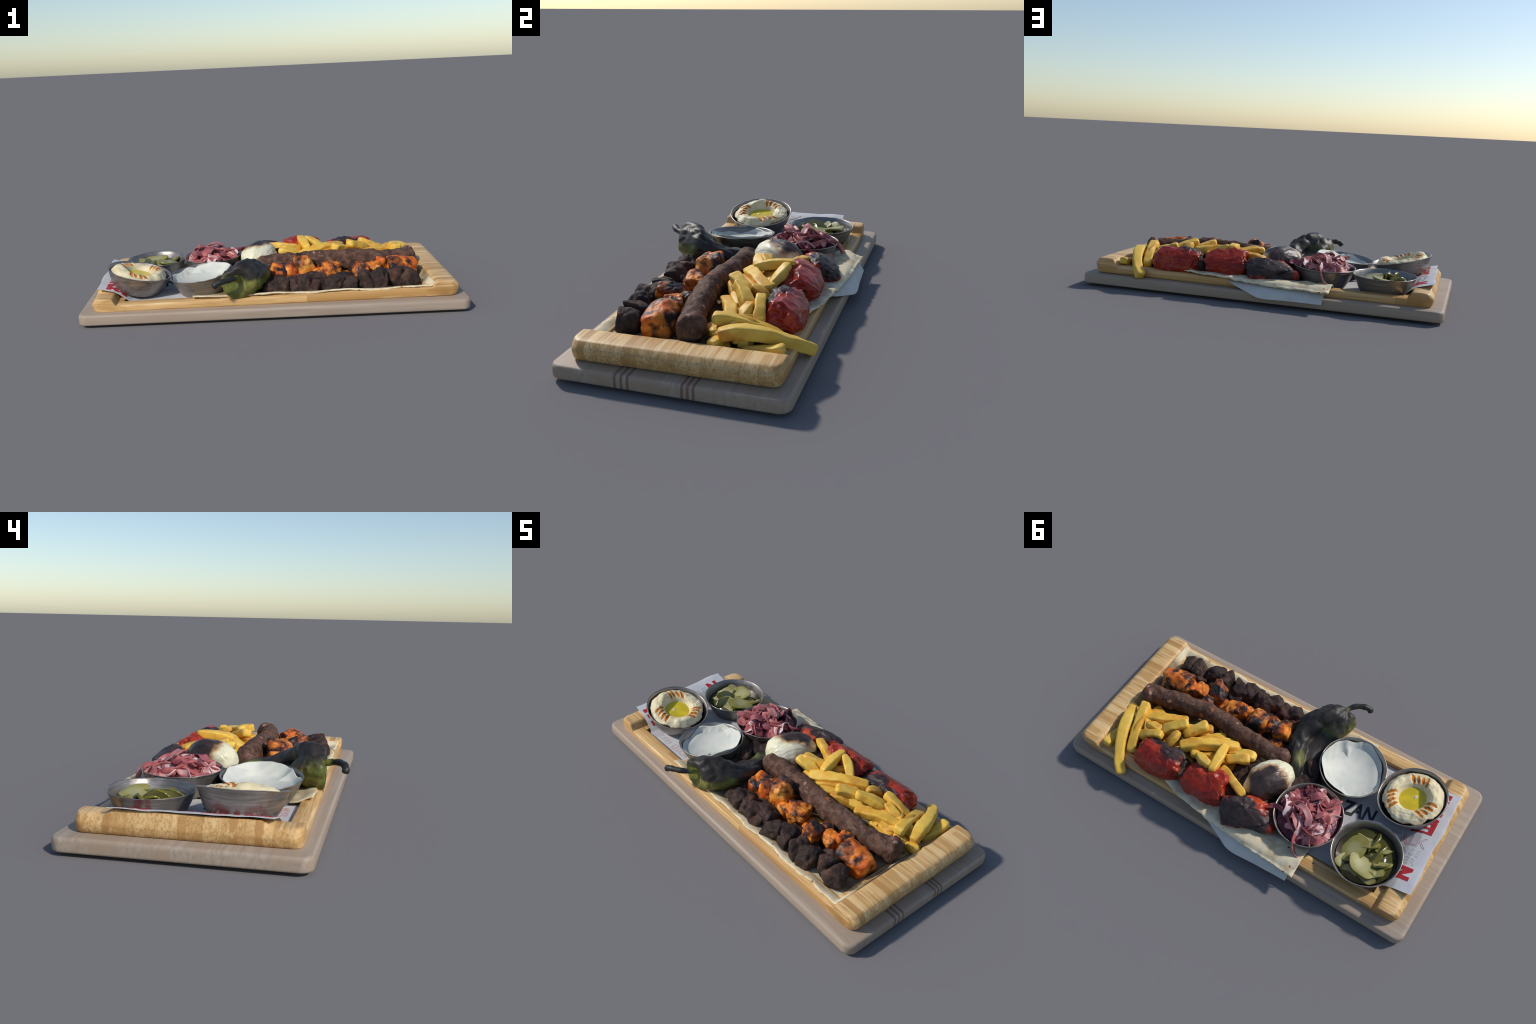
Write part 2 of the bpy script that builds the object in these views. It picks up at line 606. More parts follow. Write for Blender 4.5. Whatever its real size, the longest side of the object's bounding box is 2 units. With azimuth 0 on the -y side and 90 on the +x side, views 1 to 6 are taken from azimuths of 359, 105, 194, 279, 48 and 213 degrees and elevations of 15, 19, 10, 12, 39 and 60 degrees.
def euler(rx, ry, rz):
    return np.array(Matrix.Rotation(math.radians(rz), 3, "Z") @ Matrix.Rotation(math.radians(ry), 3, "Y") @ Matrix.Rotation(math.radians(rx), 3, "X"))


def chunk(radii, rot=(0, 0, 0), seed=0, planes=9, hard=9, lump=0.12, fine=0.03, cuts=(), sub=5, box=1.0, dents=()):
    """a hewn lump: soft intersection of random planes, then lumps and pits"""
    d, f = ico(sub)
    r = np.random.RandomState(seed)
    N = [np.array(x, float) for x in ((1, 0, 0), (-1, 0, 0), (0, 1, 0), (0, -1, 0), (0, 0, 1), (0, 0, -1))]
    H = [box * (0.93 + 0.14 * r.rand()) for _ in N]
    for _ in range(planes):
        v = r.normal(size=3)
        N.append(v / np.linalg.norm(v))
        H.append(0.88 + 0.3 * r.rand())
    for v, h in cuts:
        v = np.array(v, float)
        N.append(v / np.linalg.norm(v))
        H.append(h)
    s = sum(np.maximum(0, d @ n / h) ** hard for n, h in zip(N, H))
    rad = 1 / np.maximum(1e-6, s) ** (1 / hard)
    rad *= 1 + lump * fbm(d * 1.35 + seed * 3.7, 2) + fine * fbm(d * 4.5 + seed, 2)
    for v, depth, width in dents:
        v = np.array(v, float) / np.linalg.norm(v)
        rad *= 1 - depth * np.exp(-((1 - d @ v) / width))
    p = d * rad[:, None] * np.array(radii)
    return p @ euler(*rot).T, f


def grid_sheet(P, thick):
    """P: (nu,nv,3) surface; returns a closed sheet with thickness below it"""
    nu, nv = P.shape[:2]
    du = np.gradient(P, axis=0)
    dv = np.gradient(P, axis=1)
    N = np.cross(du, dv)
    N /= np.linalg.norm(N, axis=2)[..., None] + 1e-12
    if N[..., 2].mean() < 0:
        N = -N
    top, bot = P.reshape(-1, 3), (P - N * thick).reshape(-1, 3)
    V = np.vstack([top, bot])
    m = nu * nv
    F = []
    for i in range(nu - 1):
        for j in range(nv - 1):
            a, b, c, d = i * nv + j, (i + 1) * nv + j, (i + 1) * nv + j + 1, i * nv + j + 1
            F.append((a, b, c, d))
            F.append((m + d, m + c, m + b, m + a))
    edge = [i * nv for i in range(nu)] + [(nu - 1) * nv + j for j in range(1, nv)] + [i * nv + nv - 1 for i in range(nu - 2, -1, -1)] + [j for j in range(nv - 2, 0, -1)]
    for k in range(len(edge)):
        a, b = edge[k], edge[(k + 1) % len(edge)]
        F.append((a, m + a, m + b, b))
    return V, F


# ================================================================== BOARDS
BASE_TURN, BOARD_TURN = -1.85, -1.3
BOARD_Y = 0.0


def build_base():
    L, W = 0.987, 0.452
    prof = [(0.06, 0.0), (0.055, 0.0105), (0.010, 0.0110), (0.004, 0.0125), (0.0008, 0.0160), (0, 0.021), (0, 0.050), (0.001, 0.0560), (0.0035, 0.0615), (0.008, 0.0650), (0.013, 0.0662)]
    rings = []
    for inset, z in prof:
        p = rounded_rect(L - inset, W - inset, 0.046 - inset * 0.8, 10)
        rings.append(np.column_stack([p, np.full(len(p), z)]))
    V, F = loft(rings)
    ob = mk("wooden_base", V, F, mat("base", wood_base), origin=(0, 0, 0), angle=40)
    ob.rotation_euler = (0, 0, math.radians(BASE_TURN))
    ob.location = (0.0, 0.001, 0)
    return tag(ob, "flat greyish brown wooden base board with rounded corners", "board")


RAIL_PROFILE = [(0.770, 0.064), (0.770, 0.100), (0.800, 0.1045), (0.806, 0.114), (0.815, 0.130), (0.821, 0.1375), (0.828, 0.1398), (0.850, 0.1408), (0.880, 0.1405),
                (0.896, 0.1392), (0.9015, 0.1375), (0.906, 0.1345), (0.9185, 0.1195), (0.9225, 0.1145), (0.9245, 0.1085), (0.9242, 0.1015), (0.921, 0.086), (0.916, 0.0735), (0.910, 0.0670), (0.897, 0.0645)]


def build_board():
    root = empty("serving_board", (0, BOARD_Y, 0.063))
    root.rotation_euler = (0, 0, math.radians(BOARD_TURN))
    wood = mat("bamboo", wood_board)

    def part(name, V, F, angle=35):
        V = np.array(V, float)
        up = smooth(0.066, 0.085, V[:, 2])
        V[:, 2] += 0.0025 + (0.0075 * V[:, 0] + 0.006 * V[:, 1]) * (0.35 + 0.65 * up)
        V[:, 0] = np.where(V[:, 0] > 0.82, V[:, 0] + 0.016 * smooth(0.82, 0.92, V[:, 0]), V[:, 0] + 0.002 * np.sign(V[:, 0]) * (V[:, 0] < -0.85))
        ob = mk(name, V, F, wood, origin=(0, 0, 0), angle=angle)
        ob.parent = root
        ob.location = (0, 0, -0.063)
        return ob

    half = 0.396
    for sgn in (1, -1):
        ys = np.concatenate([np.linspace(-half, -half + 0.04, 10), np.linspace(-half + 0.05, half - 0.05, 40), np.linspace(half - 0.04, half, 10)])
        rings = []
        for y in ys:
            d = max(0, abs(y) - (half - 0.036))
            shrink = 0.036 - math.sqrt(max(0, 0.036 ** 2 - d ** 2))
            edge = max(0, abs(y) - (half - 0.006)) / 0.006
            wav = 0.002 * float(fbm(np.array([[y * 9, sgn * 3.3, 0.5]]), 2)[0])
            ring = []
            for x, z in RAIL_PROFILE:
                k = smooth(0.83, 0.90, np.array(x))
                xx = x - shrink * k * (1.0 if z > 0.07 else 1.0) + wav * k
                if sgn < 0 and z > 0.115 and x > 0.822:   # stretched up under the paper liner
                    z = z + float(np.interp(x, [0.822, 0.85, 0.897, 0.906, 0.922], [0, 0.006, 0.019, 0.020, 0.0])) * smooth(0.285, 0.262, abs(y))
                zz = z - edge ** 2 * 0.005 * (1 if z > 0.11 else 0) + edge ** 2 * 0.004 * (1 if z < 0.07 else 0)
                ring.append((sgn * xx, y, zz))
            rings.append(np.array(ring))
        part("end_rail", *loft(rings, close=True))
    # long low side rails
    for sgn in (1, -1):
        prof = [(0.390, 0.0635), (0.3945, 0.068), (0.396, 0.075), (0.396, 0.098), (0.394, 0.1025), (0.390, 0.1050), (0.334, 0.1050), (0.330, 0.1038), (0.327, 0.1005), (0.324, 0.080), (0.324, 0.0610)]
        xs = np.linspace(-0.795, 0.795, 60)
        rings = []
        for x in xs:
            w = 0.0012 * float(fbm(np.array([[x * 6, sgn * 5.1, 2.5]]), 2)[0])
            rings.append(np.array([(x, sgn * (y + w * 0.6), z + (w if z > 0.09 else 0)) for y, z in prof]))
        part("side_rail", *loft(rings))
    # floor of the tray
    V = [(x, y, z) for z in (0.0600, 0.0705) for x, y in ((-0.78, -0.3255), (0.78, -0.3255), (0.78, 0.3255), (-0.78, 0.3255))]
    part("tray_floor", V, [(0, 1, 2, 3), (4, 5, 6, 7), (0, 1, 5, 4), (1, 2, 6, 5), (2, 3, 7, 6), (3, 0, 4, 7)])
    return tag(root, "bamboo serving tray with raised end rails", "tray")


# ================================================================== PAPER
def paper_z(x, y):
    x, y = np.asarray(x, float), np.asarray(y, float)
    z = np.interp(x, [-0.93, -0.905, -0.87, -0.83, -0.80, -0.775, -0.745, -0.70, 0.2], [0.1655, 0.163, 0.1545, 0.1445, 0.1285, 0.1095, 0.0900, 0.0765, 0.0745])
    p = np.column_stack([x.ravel() * 9, y.ravel() * 9, np.full(x.size, 4.2)])
    k = smooth(-0.86, -0.93, x)
    z = z + (0.0035 + 0.003 * k) * fbm(p, 2).reshape(x.shape) * smooth(-0.55, -0.75, x) + 0.022 * np.exp(-((x + 0.53) ** 2 + (y - 0.02) ** 2) / 0.006)
    return z


def build_paper():
    u = np.concatenate([np.linspace(0, 0.35, 46), np.linspace(0.36, 1, 20)])
    v = np.linspace(0, 1, 50)
    U, Vv = np.meshgrid(u, v, indexing="ij")
    ylo = np.interp(U, [0, 0.25, 0.3, 1], [-0.281, -0.292, -0.312, -0.316])
    yhi = np.interp(U, [0, 0.25, 0.32, 1], [0.294, 0.296, 0.318, 0.322])
    Y = ylo + (yhi - ylo) * Vv
    X = -0.913 + 0.62 * U + 0.004 * np.sin(Y * 21)
    Z = paper_z(X, Y)
    V, F = grid_sheet(np.dstack([X, Y, Z]), 0.0015)
    root = mk("printed_paper_liner", V, F, mat("paper", paper_mat, "white_paper"), origin=(-0.7, 0, 0.088), angle=50)
    # printed words
    red = mat("red_ink", plain, "red_ink", (0.42, 0.028, 0.035), 0.5, 0.3, 0.12)
    pink = mat("thin_red_ink", plain, "thin_red_ink", (0.40, 0.12, 0.13), 0.5, 0.3, 0.1)
    grey = mat("grey_ink", plain, "grey_ink", (0.30, 0.30, 0.31), 0.5, 0.3, 0.1)
    black = mat("black_ink", plain, "black_ink", (0.05, 0.05, 0.055), 0.5, 0.3, 0.1)  # lightened to the weak contrast this lettering has in the bowls' shadow

    def words(text, at, read, up, length, height, ink, outline=0.0, shear=0.0, bold=0.0, name="printed_word"):
        cu = bpy.data.curves.new("lettering", "FONT")
        cu.body = text
        cu.size = 1.0
        cu.shear = shear
        cu.offset = bold
        if outline:
            cu.fill_mode = "NONE"
            cu.bevel_depth = outline
            cu.bevel_resolution = 0
        cu.resolution_u = 3
        tmp = bpy.data.objects.new("lettering", cu)
        bpy.context.scene.collection.objects.link(tmp)
        dg = bpy.context.evaluated_depsgraph_get()
        me = bpy.data.meshes.new_from_object(tmp.evaluated_get(dg))
        bm = bmesh.new()
        bm.from_mesh(me)
        bpy.data.objects.remove(tmp)
        bpy.data.curves.remove(cu)
        bpy.data.meshes.remove(me)
        bmesh.ops.triangulate(bm, faces=bm.faces)
        c = np.array([w.co[:] for w in bm.verts])
        lo, hi = c[:, :2].min(0), c[:, :2].max(0)
        read, up, at = np.array(read, float), np.array(up, float), np.array(at, float)
        for w in bm.verts:
            s = (w.co.x - lo[0]) / (hi[0] - lo[0]) * length
            t = (w.co.y - lo[1]) / (hi[1] - lo[1]) * height
            p = at + read * s + up * t
            w.co = (p[0], p[1], w.co.z * (length / (hi[0] - lo[0])) if outline else 0)
        for ax in (0, 1):
            a, b = min(w.co[ax] for w in bm.verts), max(w.co[ax] for w in bm.verts)
            for q in np.arange(a + 0.009, b, 0.009):
                no = Vector((1, 0, 0)) if ax == 0 else Vector((0, 1, 0))
                bmesh.ops.bisect_plane(bm, geom=bm.verts[:] + bm.edges[:] + bm.faces[:], plane_co=no * q, plane_no=no)
        if not outline:
            r = bmesh.ops.extrude_face_region(bm, geom=bm.faces[:])
            for w in r["geom"]:
                if isinstance(w, bmesh.types.BMVert):
                    w.co.z += 0.0012
        bm.verts.index_update()
        V = np.array([w.co[:] for w in bm.verts])
        F = [[w.index for w in g.verts] for g in bm.faces]
        bm.free()
        V[:, 2] += paper_z(V[:, 0], V[:, 1]) + 0.0002
        return mk(name, V, F, ink, parent=root, flat=True)

    words("LEBANESE", (-0.872, -0.024), (0, -1), (1, 0), 0.244, 0.105, red, bold=0.045)
    words("N", (-0.874, 0.238), (0, -1), (1, 0), 0.068, 0.080, red, bold=0.07)
    words("TALK", (-0.690, 0.056), (-1, 0), (0, -1), 0.182, 0.056, pink, outline=0.010)
    words("CHANGE", (-0.690, 0.110), (-1, 0), (0, -1), 0.172, 0.036, grey, outline=0.010)
    words("WATER", (-0.690, 0.156), (-1, 0), (0, -1), 0.172, 0.036, grey, outline=0.010)
    words("ZAN", (-0.420, 0.052), (-0.98, -0.1), (0.2, -1), 0.185, 0.082, black, bold=0.03, shear=0.2)
    words("MIXED", (-0.455, -0.240), (-1, 0), (0, -1), 0.13, 0.042, pink, outline=0.010)
    words("GRILL", (-0.610, -0.248), (-1, 0), (0, -1), 0.10, 0.032, grey, outline=0.010)
    words("AND", (-0.56, -0.075), (-1, 0), (0, -1), 0.12, 0.04, pink, outline=0.010)
    tag(root, "white paper tray liner with red printed lettering", "paper")


def build_hanging_paper():
    # sheet that sticks out under the bread and droops over the long side
    n = 40
    top = curve_points([(0.16, 0.385, 0.1065), (0.02, 0.392, 0.1065), (-0.16, 0.396, 0.1065), (-0.375, 0.402, 0.1062)], n)
    mid = curve_points([(0.145, 0.408, 0.100), (0.03, 0.436, 0.092), (-0.12, 0.455, 0.085), (-0.372, 0.455, 0.078)], n)
    low = curve_points([(0.12, 0.421, 0.089), (0.022, 0.462, 0.060), (-0.058, 0.491, 0.0450), (-0.2, 0.488, 0.0445), (-0.368, 0.485, 0.0420)], n)
    m = 14
    G = np.zeros((n, m, 3))
    for j in range(m):
        t = j / (m - 1)
        G[:, j] = top * (1 - t) ** 2 + 2 * t * (1 - t) * (2 * mid - 0.5 * (top + low)) + low * t ** 2
    G[..., 2] += 0.002 * fbm(np.column_stack([G[..., 0].ravel() * 14, G[..., 1].ravel() * 8, np.zeros(n * m)]), 2).reshape(n, m) * np.linspace(0, 1, m)
    V, F = grid_sheet(G, 0.0015)
    ob = mk("hanging_paper_sheet", V, F, mat("paper2", paper_mat, "soft_white_paper", (0.60, 0.59, 0.555)), angle=50)
    tag(ob, "white greaseproof paper drooping over the tray edge", "paper")


# ================================================================== FLATBREAD
def build_bread():
    nx, nv = 190, 96
    xs = np.linspace(-0.40, 0.803, nx)
    edge_x = [-0.41, -0.37, -0.30, -0.12, -0.03, 0.05, 0.12, 0.22, 0.29, 0.40, 0.46, 0.50, 0.82]
    edge_y = [0.476, 0.474, 0.466, 0.455, 0.446, 0.437, 0.431, 0.414, 0.404, 0.366, 0.345, 0.318, 0.300]
    edge_z = [0.046, 0.050, 0.075, 0.084, 0.094, 0.097, 0.1015, 0.108, 0.1095, 0.1095, 0.109, 0.097, 0.097]
    G = np.zeros((nx, nv, 3))
    for i, x in enumerate(xs):
        rail = -0.3965 - 0.0227 * x                       # outer edge of the near side rail
        ey, ez = np.interp(x, edge_x, edge_y), np.interp(x, edge_x, edge_z)
        tilt = math.tan(math.radians(BOARD_TURN)) * x
        wig = 0.004 * math.sin(x * 23) + 0.003 * math.sin(x * 51 + 1)
        lift = 0.004 * math.sin(x * 17 + 2)
        pts = [(rail + 0.022 + wig, 0.1185 + lift), (rail + 0.030 + wig, 0.1205 + lift), (rail + 0.050, 0.1145 + lift * 0.5), (-0.335 + tilt, 0.1085), (-0.315 + tilt, 0.098), (-0.27 + tilt, 0.0945), (0.28 + tilt, 0.0945),
               (0.315 + tilt, 0.102)]
        if ey > 0.34:
            pts += [(0.335 + tilt, 0.1115), (min(0.392 + tilt, ey - 0.012), 0.1135), (ey - 0.30 * max(0.002, ey - 0.395), ez + 0.72 * max(0, 0.116 - ez)), (ey, ez)]
        else:
            pts += [(ey + 0.001, 0.0990), (ey + 0.002, 0.0985), (ey + 0.003, 0.098), (ey + 0.004, 0.0975)]
        pts = np.array(pts)
        s = np.concatenate([[0], np.cumsum(np.linalg.norm(np.diff(pts, axis=0), axis=1))])
        q = np.linspace(0, 1, nv) * s[-1]
        G[i, :, 0] = x
        G[i, :, 1] = np.interp(q, s, pts[:, 0])
        G[i, :, 2] = np.interp(q, s, pts[:, 1])
    # the far end climbs the end rail, the other end tucks under the bowls
    k = smooth(0.762, 0.815, G[..., 0])
    G[..., 2] = np.maximum(G[..., 2], 0.094 + 0.052 * k * smooth(0.25, -0.05, G[..., 1]))
    left = smooth(-0.30, -0.40, G[..., 0])
    G[..., 0] += -0.02 * left * smooth(0.3, -0.35, G[..., 1])
    p = np.column_stack([G[..., 0].ravel(), G[..., 1].ravel(), np.zeros(nx * nv)])
    bub = 0.006 * fbm(p * 17, 3).reshape(nx, nv) + 0.0025 * fbm(p * 48 + 7, 2).reshape(nx, nv)
    outer = smooth(0.29, 0.35, G[..., 1])
    G[..., 2] += bub * (0.35 + 1.2 * outer) + 0.003 * outer
    # ragged rim
    for j, w in ((0, 1.0), (1, 0.7), (2, 0.4), (nv - 1, 1.0), (nv - 2, 0.7), (nv - 3, 0.4)):
        G[:, j, 1] += w * 0.005 * fbm(np.column_stack([xs * 38, np.full(nx, j * 1.0), np.zeros(nx)]), 3)
    for it in range(2):
        G[1:-1, 1:-1, 2] = 0.25 * (G[:-2, 1:-1, 2] + G[2:, 1:-1, 2] + G[1:-1, :-2, 2] + G[1:-1, 2:, 2])
    G[..., 2] += 0.013 * outer * smooth(0.50, 0.42, G[..., 1]) + 0.004 * smooth(0.44, 0.47, G[..., 1])
    V, F = grid_sheet(G, 0.0075)
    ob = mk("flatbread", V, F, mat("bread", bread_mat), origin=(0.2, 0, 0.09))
    tag(ob, "thin pale toasted flatbread lining the tray", "bread")


# ================================================================== BOWLS
class Frame:
    """bowl frame: centre of the rim, tilted axis"""

    def __init__(s, c, tx, ty):
        s.c = np.array(c, float)
        n = np.array([tx, ty, 1.0])
        s.n = n / np.linalg.norm(n)
        s.e1 = np.cross([0, 1, 0], s.n)
        s.e1 /= np.linalg.norm(s.e1)
        s.e2 = np.cross(s.n, s.e1)

    def __call__(s, p):
        p = np.asarray(p, float)
        return s.c + p[:, :1] * s.e1 + p[:, 1:2] * s.e2 + p[:, 2:3] * s.n


RIM = 0.169
BOWL_OUT = [(0.02, -0.1075), (0.098, -0.1075), (0.110, -0.1055), (0.118, -0.100), (0.125, -0.090), (0.138, -0.068), (0.150, -0.043), (0.160, -0.018), (0.1650, -0.004), (0.1685, -0.0005), (0.1700, 0.0010), (0.1690, 0.0026), (0.1660, 0.0026)]
BOWL_IN = [(0.1630, 0.000), (0.1565, -0.018), (0.1465, -0.043), (0.1345, -0.068), (0.121, -0.090), (0.114, -0.099), (0.098, -0.1045), (0.02, -0.1045)]


def inner_radius(z):
    b = sorted((zz, r) for r, zz in BOWL_IN[:6])
    return np.interp(z, [q[0] for q in b], [q[1] for q in b])


def build_bowl(c, tx, ty, label, seed):
    fr = Frame(c, tx, ty)
    root = empty("small_metal_bowl", (c[0], c[1], 0.09))
    n = 96
    a = np.arange(n) * 2 * np.pi / n
    rings = []
    for r, z in BOWL_OUT + BOWL_IN:
        k = smooth(-0.06, 0.0, np.array(z))
        wob = 1 + k * 0.007 * fbm(np.column_stack([np.cos(a) * 1.6 + seed, np.sin(a) * 1.6, np.zeros(n)]), 2)
        dz = k * 0.0035 * fbm(np.column_stack([np.cos(a) * 2.4, np.sin(a) * 2.4 + seed, np.ones(n)]), 2)
        rings.append(fr(np.column_stack([r * np.cos(a) * wob, r * np.sin(a) * wob, z + dz])))
    V, F = loft(rings)
    mk("bowl_shell", V, F, mat("steel", steel), parent=root, origin=(c[0], c[1], 0.09))
    tag(root, label, "bowl")
    return fr, root


def polar_surface(fr, R, height, nr=60, na=128, skirt=-0.035):
    """closed lump whose top is height(r,a) in the bowl frame"""
    a = np.arange(na) * 2 * np.pi / na
    rr = np.linspace(0.02, 1, nr)
    rings = []
    Rm = R(a) if callable(R) else np.full(na, R)
    for t in rr:
        r = Rm * t
        rings.append(fr(np.column_stack([r * np.cos(a), r * np.sin(a), height(r, a, t)])))
    r = Rm * 1.0
    z = height(r, a, 1.0)
    rings.append(fr(np.column_stack([r * 0.995 * np.cos(a), r * 0.995 * np.sin(a), z - 0.006])))
    rings.append(fr(np.column_stack([r * 0.9 * np.cos(a), r * 0.9 * np.sin(a), np.minimum(z - 0.008, skirt)])))
    return loft(rings)


def build_yogurt():
    fr, root = build_bowl((-0.382, -0.154, 0.184), -0.105, -0.013, "small steel bowl filled with white yogurt", 2.0)

    def R(a):
        return 0.1565 + 0.003 * np.sin(3 * a + 0.6) + 0.003 * np.sin(7 * a) - 0.008 * np.exp(-((np.angle(np.exp(1j * (a - 3.75))) / 0.35) ** 2)) - 0.007 * np.exp(-((np.angle(np.exp(1j * (a + 1.0))) / 0.3) ** 2))

    def h(r, a, t):
        x, y = r * np.cos(a), r * np.sin(a)
        z = -0.074 + 0.066 * t ** 2.0 + 0.006 * np.cos(a - 1.2) * t + 0.014 * np.cos(a) * t
        # spoon swirl: one long curved ridge with a hollow beside it
        d = x * 0.92 + 0.35 * y - 0.01 - 1.2 * (y - 0.02) ** 2
        z = z + 0.022 * np.exp(-((d - 0.012) / 0.018) ** 2) * smooth(0.14, 0.05, np.abs(y + 0.0)) - 0.013 * np.exp(-((d + 0.030) / 0.026) ** 2)
        z = z + 0.011 * fbm(np.column_stack([x * 17 + y * 5, y * 9, np.zeros(len(x))]), 3)
        z = z - 0.014 * np.exp(-((x + 0.125) ** 2 + (y + 0.045) ** 2) / 0.0009)
        wall = np.interp(r, [q[0] for q in BOWL_IN[5::-1]], [q[1] for q in BOWL_IN[5::-1]], left=-0.2) + 0.006
        return np.maximum(z + 0.004 * smooth(0.85, 1.0, np.array(t)), wall)

    V, F = polar_surface(fr, R, h)
    mk("yogurt", V, F, mat("yogurt", yogurt_mat), parent=root)


HUM_GROUPS = (-88, 32, 152)  # bearings of the three pressed, spiced bands


def build_hummus():
    fr, root = build_bowl((-0.708, -0.140, 0.206), 0.215, -0.002, "tilted steel bowl of hummus with olive oil", 5.0)
    groove = []
    for g in HUM_GROUPS:
        ga = math.radians(g)
        for k in range(4):
            off = (k - 1.5) * 0.026
            c = np.array([0.103 * math.cos(ga) - off * math.sin(ga), 0.103 * math.sin(ga) + off * math.cos(ga)])
            c *= 0.103 / np.linalg.norm(c)
            tw = ga + off * 5 + 0.35
            groove.append((c, np.array([math.cos(tw), math.sin(tw)]), 0.026 + 0.006 * ((k * 7 + g) % 3) / 2))

    def R(a):
        p = np.column_stack([np.cos(a) * 2.5, np.sin(a) * 2.5, np.full(len(a), 9.1)])
        return np.minimum(0.1515, 0.147 + 0.016 * fbm(p, 3) + 0.005 * np.cos(a - 3.6))

    def surf(x, y):
        r = np.hypot(x, y)
        a = np.arctan2(y, x)
        z = np.interp(r, [0, 0.03, 0.054, 0.068, 0.078, 0.088, 0.102, 0.118, 0.134, 0.150, 0.16], [-0.034, -0.034, -0.029, -0.012, 0.005, 0.014, 0.017, 0.012, 0.004, -0.012, -0.03])
        lump = fbm(np.column_stack([x * 19, y * 19, np.full(len(x), 2.2)]), 3)
        z = z + 0.011 * lump * smooth(0.07, 0.10, r) + 0.007 * np.sin(2 * a + 0.8) * smooth(0.07, 0.09, r) * smooth(0.15, 0.12, r)
        for c, d, L in groove:
            u = (x - c[0]) * d[0] + (y - c[1]) * d[1]
            v = -(x - c[0]) * d[1] + (y - c[1]) * d[0]
            z = z - 0.006 * np.exp(-(v / 0.0065) ** 2) * smooth(L, L * 0.6, np.abs(u))
        # rolled fold on one side and a crumb island in the middle
        z = z + 0.008 * np.exp(-((r - 0.118) / 0.012) ** 2) * np.exp(-(np.angle(np.exp(1j * (a + 0.35))) / 0.4) ** 2)
        z = z + 0.017 * 1.25 * np.exp(-((x + 0.012) ** 2 + (y + 0.012) ** 2) / 0.0006) * (1 + 0.5 * lump)
        return z

    V, F = polar_surface(fr, R, lambda r, a, t: surf(r * np.cos(a), r * np.sin(a)), nr=80, na=180, skirt=-0.045)
    mk("hummus", V, F, mat("hummus", hummus_mat), parent=root)
    na = 72
    a = np.arange(na) * 2 * np.pi / na
    rings = []
    for t in np.linspace(0.03, 1, 12):
        r = t * (0.0740 + 0.003 * np.sin(3 * a + 1))
        rings.append(fr(np.column_stack([r * np.cos(a), r * np.sin(a), np.full(na, -0.0150 - 0.0015 * (t > 0.95))])))
    rings.append(fr(np.column_stack([0.066 * np.cos(a), 0.066 * np.sin(a), np.full(na, -0.0225)])))
    oil = Mat("olive_oil", rough=0.15, spec=0.45, coat=0.2)
    nz = oil.noise(18, 3)
    oil.colour(oil.mix(oil.step(nz, 0.35, 0.65), (0.74, 0.56, 0.020), (0.58, 0.44, 0.020)))
    mk("olive_oil_pool", *loft(rings), oil.m, parent=root)
    pap = mat("paprika", plain, "paprika_powder", (0.50, 0.165, 0.022), 0.7, 0.2, 0.35, 60)
    for i, (c, d, L) in enumerate(groove):
        nu, nw = 22, 9
        u, w = np.meshgrid(np.linspace(-1, 1, nu), np.linspace(-1, 1, nw), indexing="ij")
        wid = 0.0095 * np.sqrt(np.clip(1 - u ** 2, 0.02, 1)) * (1 + 0.35 * fbm(np.column_stack([u.ravel() * 3, w.ravel() + i * 5, np.zeros(u.size)]), 2).reshape(u.shape))
        x = c[0] + d[0] * u * L - d[1] * w * wid
        y = c[1] + d[1] * u * L + d[0] * w * wid
        z = surf(x.ravel(), y.ravel()).reshape(x.shape) + 0.0016 - 0.0022 * np.abs(w) ** 3 - 0.0015 * np.abs(u) ** 6
        P = fr(np.column_stack([x.ravel(), y.ravel(), z.ravel()])).reshape(nu, nw, 3)
        mk("paprika_streak", *grid_sheet(P, 0.003), pap, parent=root)


def ribbon(pts, width, thick, sides, roll):
    """a bent strip of onion: sweep a flat rounded section"""
    n = len(pts)
    tan = np.gradient(pts, axis=0)
    tan /= np.linalg.norm(tan, axis=1)[:, None] + 1e-9
    a = np.arange(sides) * 2 * np.pi / sides
    rings = []
    t = np.linspace(0, 1, n)
    prof = np.clip(np.minimum(t, 1 - t) / 0.12, 0, 1) ** 0.5
    for i in range(n):
        s = np.cross(tan[i], (0.13, 0.2, 0.97))
        s /= np.linalg.norm(s) + 1e-9
        u = np.cross(s, tan[i])
        c, q = math.cos(roll[i]), math.sin(roll[i])
        s, u = s * c + u * q, u * c - s * q
        w, th = width * (0.25 + 0.75 * prof[i]), thick * (0.4 + 0.6 * prof[i])
        cup = 0.35 * width * np.cos(a) ** 2
        rings.append(pts[i] + (w * np.cos(a))[:, None] * s + (th * np.sin(a) + cup - 0.17 * width)[:, None] * u)
    return loft(rings)


